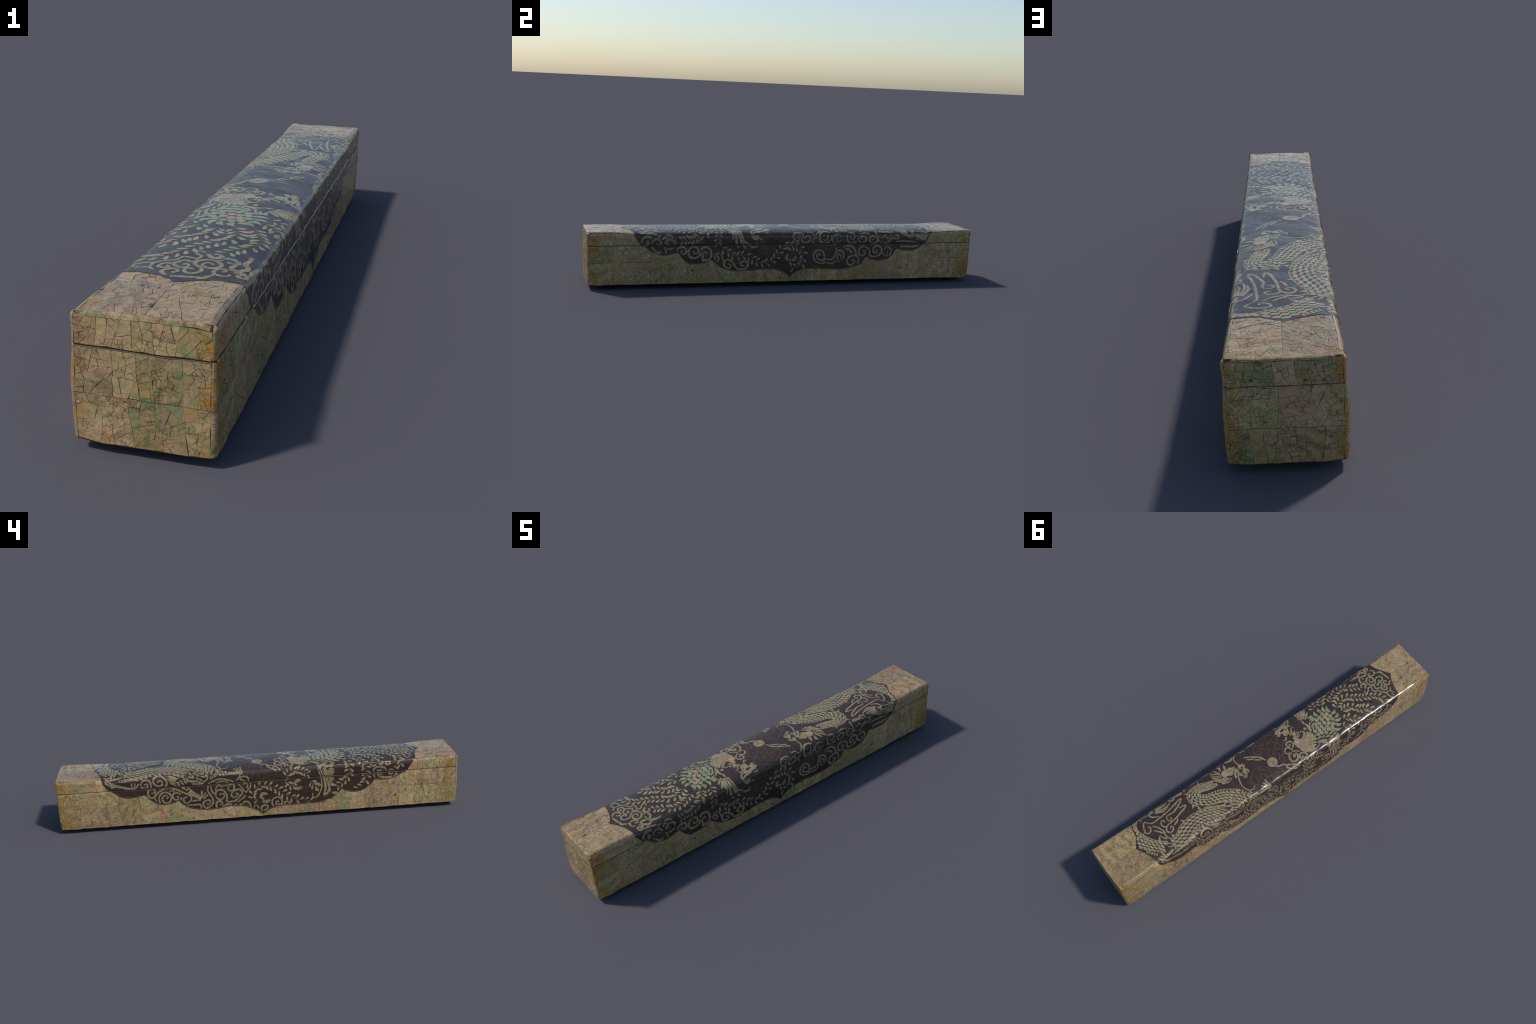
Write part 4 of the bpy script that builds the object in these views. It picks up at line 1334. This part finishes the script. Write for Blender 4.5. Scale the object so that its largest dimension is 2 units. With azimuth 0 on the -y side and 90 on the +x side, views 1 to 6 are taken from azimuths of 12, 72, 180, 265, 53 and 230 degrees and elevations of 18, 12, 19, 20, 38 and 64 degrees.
cloud((510, 196), (501, 212), w=9)
cloud((521, 217), (522, 233), (513, 243), (500, 236), (496, 222), w=9)
# right lid edge seen from view 5
cloud((471, 120), (481, 108), (513, 116), (528, 106), (545, 112), (549, 124), w=9)
cloud((457, 132), (454, 110), w=9)
cloud((561, 131), (578, 138), (578, 152), (558, 157), w=9)
cloud((153, 121), (169, 108), (185, 111), (204, 121), w=9)
cloud((-753, 109), (-745, 99), (-735, 109), (-737, 116), w=10)
cloud((-730, 120), (-704, 121), (-671, 126), w=9)
cloud((201, 121), (179, 112), (153, 119), w=9)

# gold line that follows the scalloped edge of the panel on the two sides
for low, sg in ((RIGHT_LOW, 1), (LEFT_LOW, -1)):
    edge = [(y * 1000, sg * (low(y) * 1000 - 3.2)) for y in np.linspace(-.722, .716, 260) if low(y) > S_BASE + .004]
    c = np.array(to_m(edge))
    quads = []
    for a, b in zip(c[:-1], c[1:]):
        d = b - a
        n = np.array([-d[1], d[0]]) / np.hypot(*d) * .0011
        quads.append([tuple(a + n), tuple(b + n), tuple(b - n), tuple(a - n)])
    lay("gold_border", [q for q in quads], GOLD, H_PANEL + .0005)


# ------------------------------------------------------------------ veneer layout
vr = random.Random(21)
YE = LENGTH_END - END_ROUND - .001
STRIP0, STRIP1 = .1150, .1232        # narrow edging strip along the top edges
for sg in (-1, 1):
    # lid top, one pair of sheets at each end
    for sy, lim in ((-1, (-YE, -.745)), (1, (.735, YE))):
        for a, b in ((-STRIP0, .002), (.002, STRIP0)):
            if sg == 1:
                sheet(surface, [(lim[0], a), (lim[1], a), (lim[1], b), (lim[0], b)], .0205, TOP_VENEER, LID, vr, (*lim, min(a, b), max(a, b)), in_lid_panel)
        # edging strips
        pieces = Pieces(surface)
        y = lim[0]
        while y < lim[1] - .004:
            y2 = min(lim[1], y + vr.uniform(.014, .034))
            q = shrink([(y, sg * STRIP0), (y2, sg * STRIP0), (y2, sg * STRIP1), (y, sg * STRIP1)], .0005)
            if not all(in_lid_panel(*p) for p in q):
                for part in bands(q, SHOULDER):
                    pieces.plate(part, .0017, chamfer=.0005)
            y = y2
        pieces.build("edging_strip", TOP_VENEER, LID)
        # lid sides
        row(surface, lim[0], lim[1], sg * (STRIP1 + .0004), sg * (S_LID - .0005), .075, .018, VENEER, LID, vr, cover=in_lid_panel)
    # base sides: two courses near the ends, taller sheets in the middle
    mid = S_BASE + .080
    low = S_END - .002
    for a, b in ((-YE, -.70), (.70, YE)):
        row(surface, a, b, sg * (S_BASE + .0006), sg * mid, .095, .019, VENEER, BASE, vr, cover=in_base_panel)
        row(surface, a, b, sg * (mid + .0004), sg * low, .085, .019, VENEER, BASE, vr)
    row(surface, -.70, .70, sg * (S_BASE + .0006), sg * low, .085, .018, VENEER, BASE, vr, cover=in_base_panel)

for sy in (-1, 1):
    skin = end_face(sy)
    # t of a given height, measured down the rounded top edge of the end
    t_of = lambda z: .2725 - z - END_ROUND + END_ROUND * math.pi / 2
    X = CORNER_X - .0002
    # edging strip over the top edge, made of short lengths
    pieces = Pieces(skin)
    x = -X
    while x < X - .005:
        x2 = min(X, x + vr.uniform(.014, .04))
        for t0, t1 in ((-.0010, .0035), (.0035, .0075), (.0075, .0125)):
            pieces.plate(shrink([(x, t0), (x2, t0), (x2, t1), (x, t1)], .0003), .0016)
        x = x2
    pieces.build("edging_strip", TOP_VENEER, LID)
    row(skin, -X, X, .0130, t_of(.2104 if sy < 0 else .2097), .052, .016, VENEER, LID, vr, .014)
    zc = .118 if sy < 0 else .110
    pieces, x = Pieces(skin), -X
    while x < X - .004:
        x2 = min(X, x + vr.uniform(.010, .03))
        for z0, z1 in ((.2060, .2067), (.2067, .2074)):
            pieces.plate([(x + .0003, t_of(z1)), (x2 - .0003, t_of(z1)), (x2 - .0003, t_of(z0)), (x + .0003, t_of(z0))], .0015)
        x = x2
    pieces.build("edging_strip", FILLER if sy < 0 else VENEER, BASE)  # front strip coloured dark brown to draw the shadow in the lid gap
    row(skin, -X, X, t_of(.2058), t_of(zc), .062, .0170, VENEER, BASE, vr, .016)
    row(skin, -X, X, t_of(zc - .0005), t_of(.0235), .050, .0170, VENEER, BASE, vr, .016)

# upright corners, faced with short lengths of shell
for sx in (-1, 1):
    for sy in (-1, 1):
        for parent, z0, z1 in ((LID, .2098, .2585), (BASE, .0215, .2070)):
            pieces, z = Pieces(corner(sx, sy)), z0
            while z < z1 - .004:
                z2 = min(z1, z + vr.uniform(.012, .034))
                for k in range(4):
                    pieces.plate([(k / 4, z + .0005), ((k + 1) / 4, z + .0005), ((k + 1) / 4, z2 - .0005), (k / 4, z2 - .0005)], .0016)
                z = z2
            if parent is LID:
                steps = [.2585, .2615, .2640, .2660, .2669]
                for z, z2 in zip(steps[:-1], steps[1:]):
                    for k in range(4):
                        pieces.plate([(k / 4, z), ((k + 1) / 4, z), ((k + 1) / 4, z2), (k / 4, z2)], .0016)
            pieces.build("edging_strip", VENEER, parent)

# small tiles that close the four top corners of the lid
for sx in (-1, 1):
    for sy in (-1, 1):
        pieces = Pieces(surface)
        tile = [(YE - .003, .106), (LENGTH_END - .0022, .106), (LENGTH_END - .0026, .1165), (YE + .0015, .1240), (YE - .003, .1265)]
        for part in bands([(sy * a, sx * b) for a, b in tile], SHOULDER):
            pieces.plate(part, .0011)
        pieces.build("edging_strip", TOP_VENEER, LID)
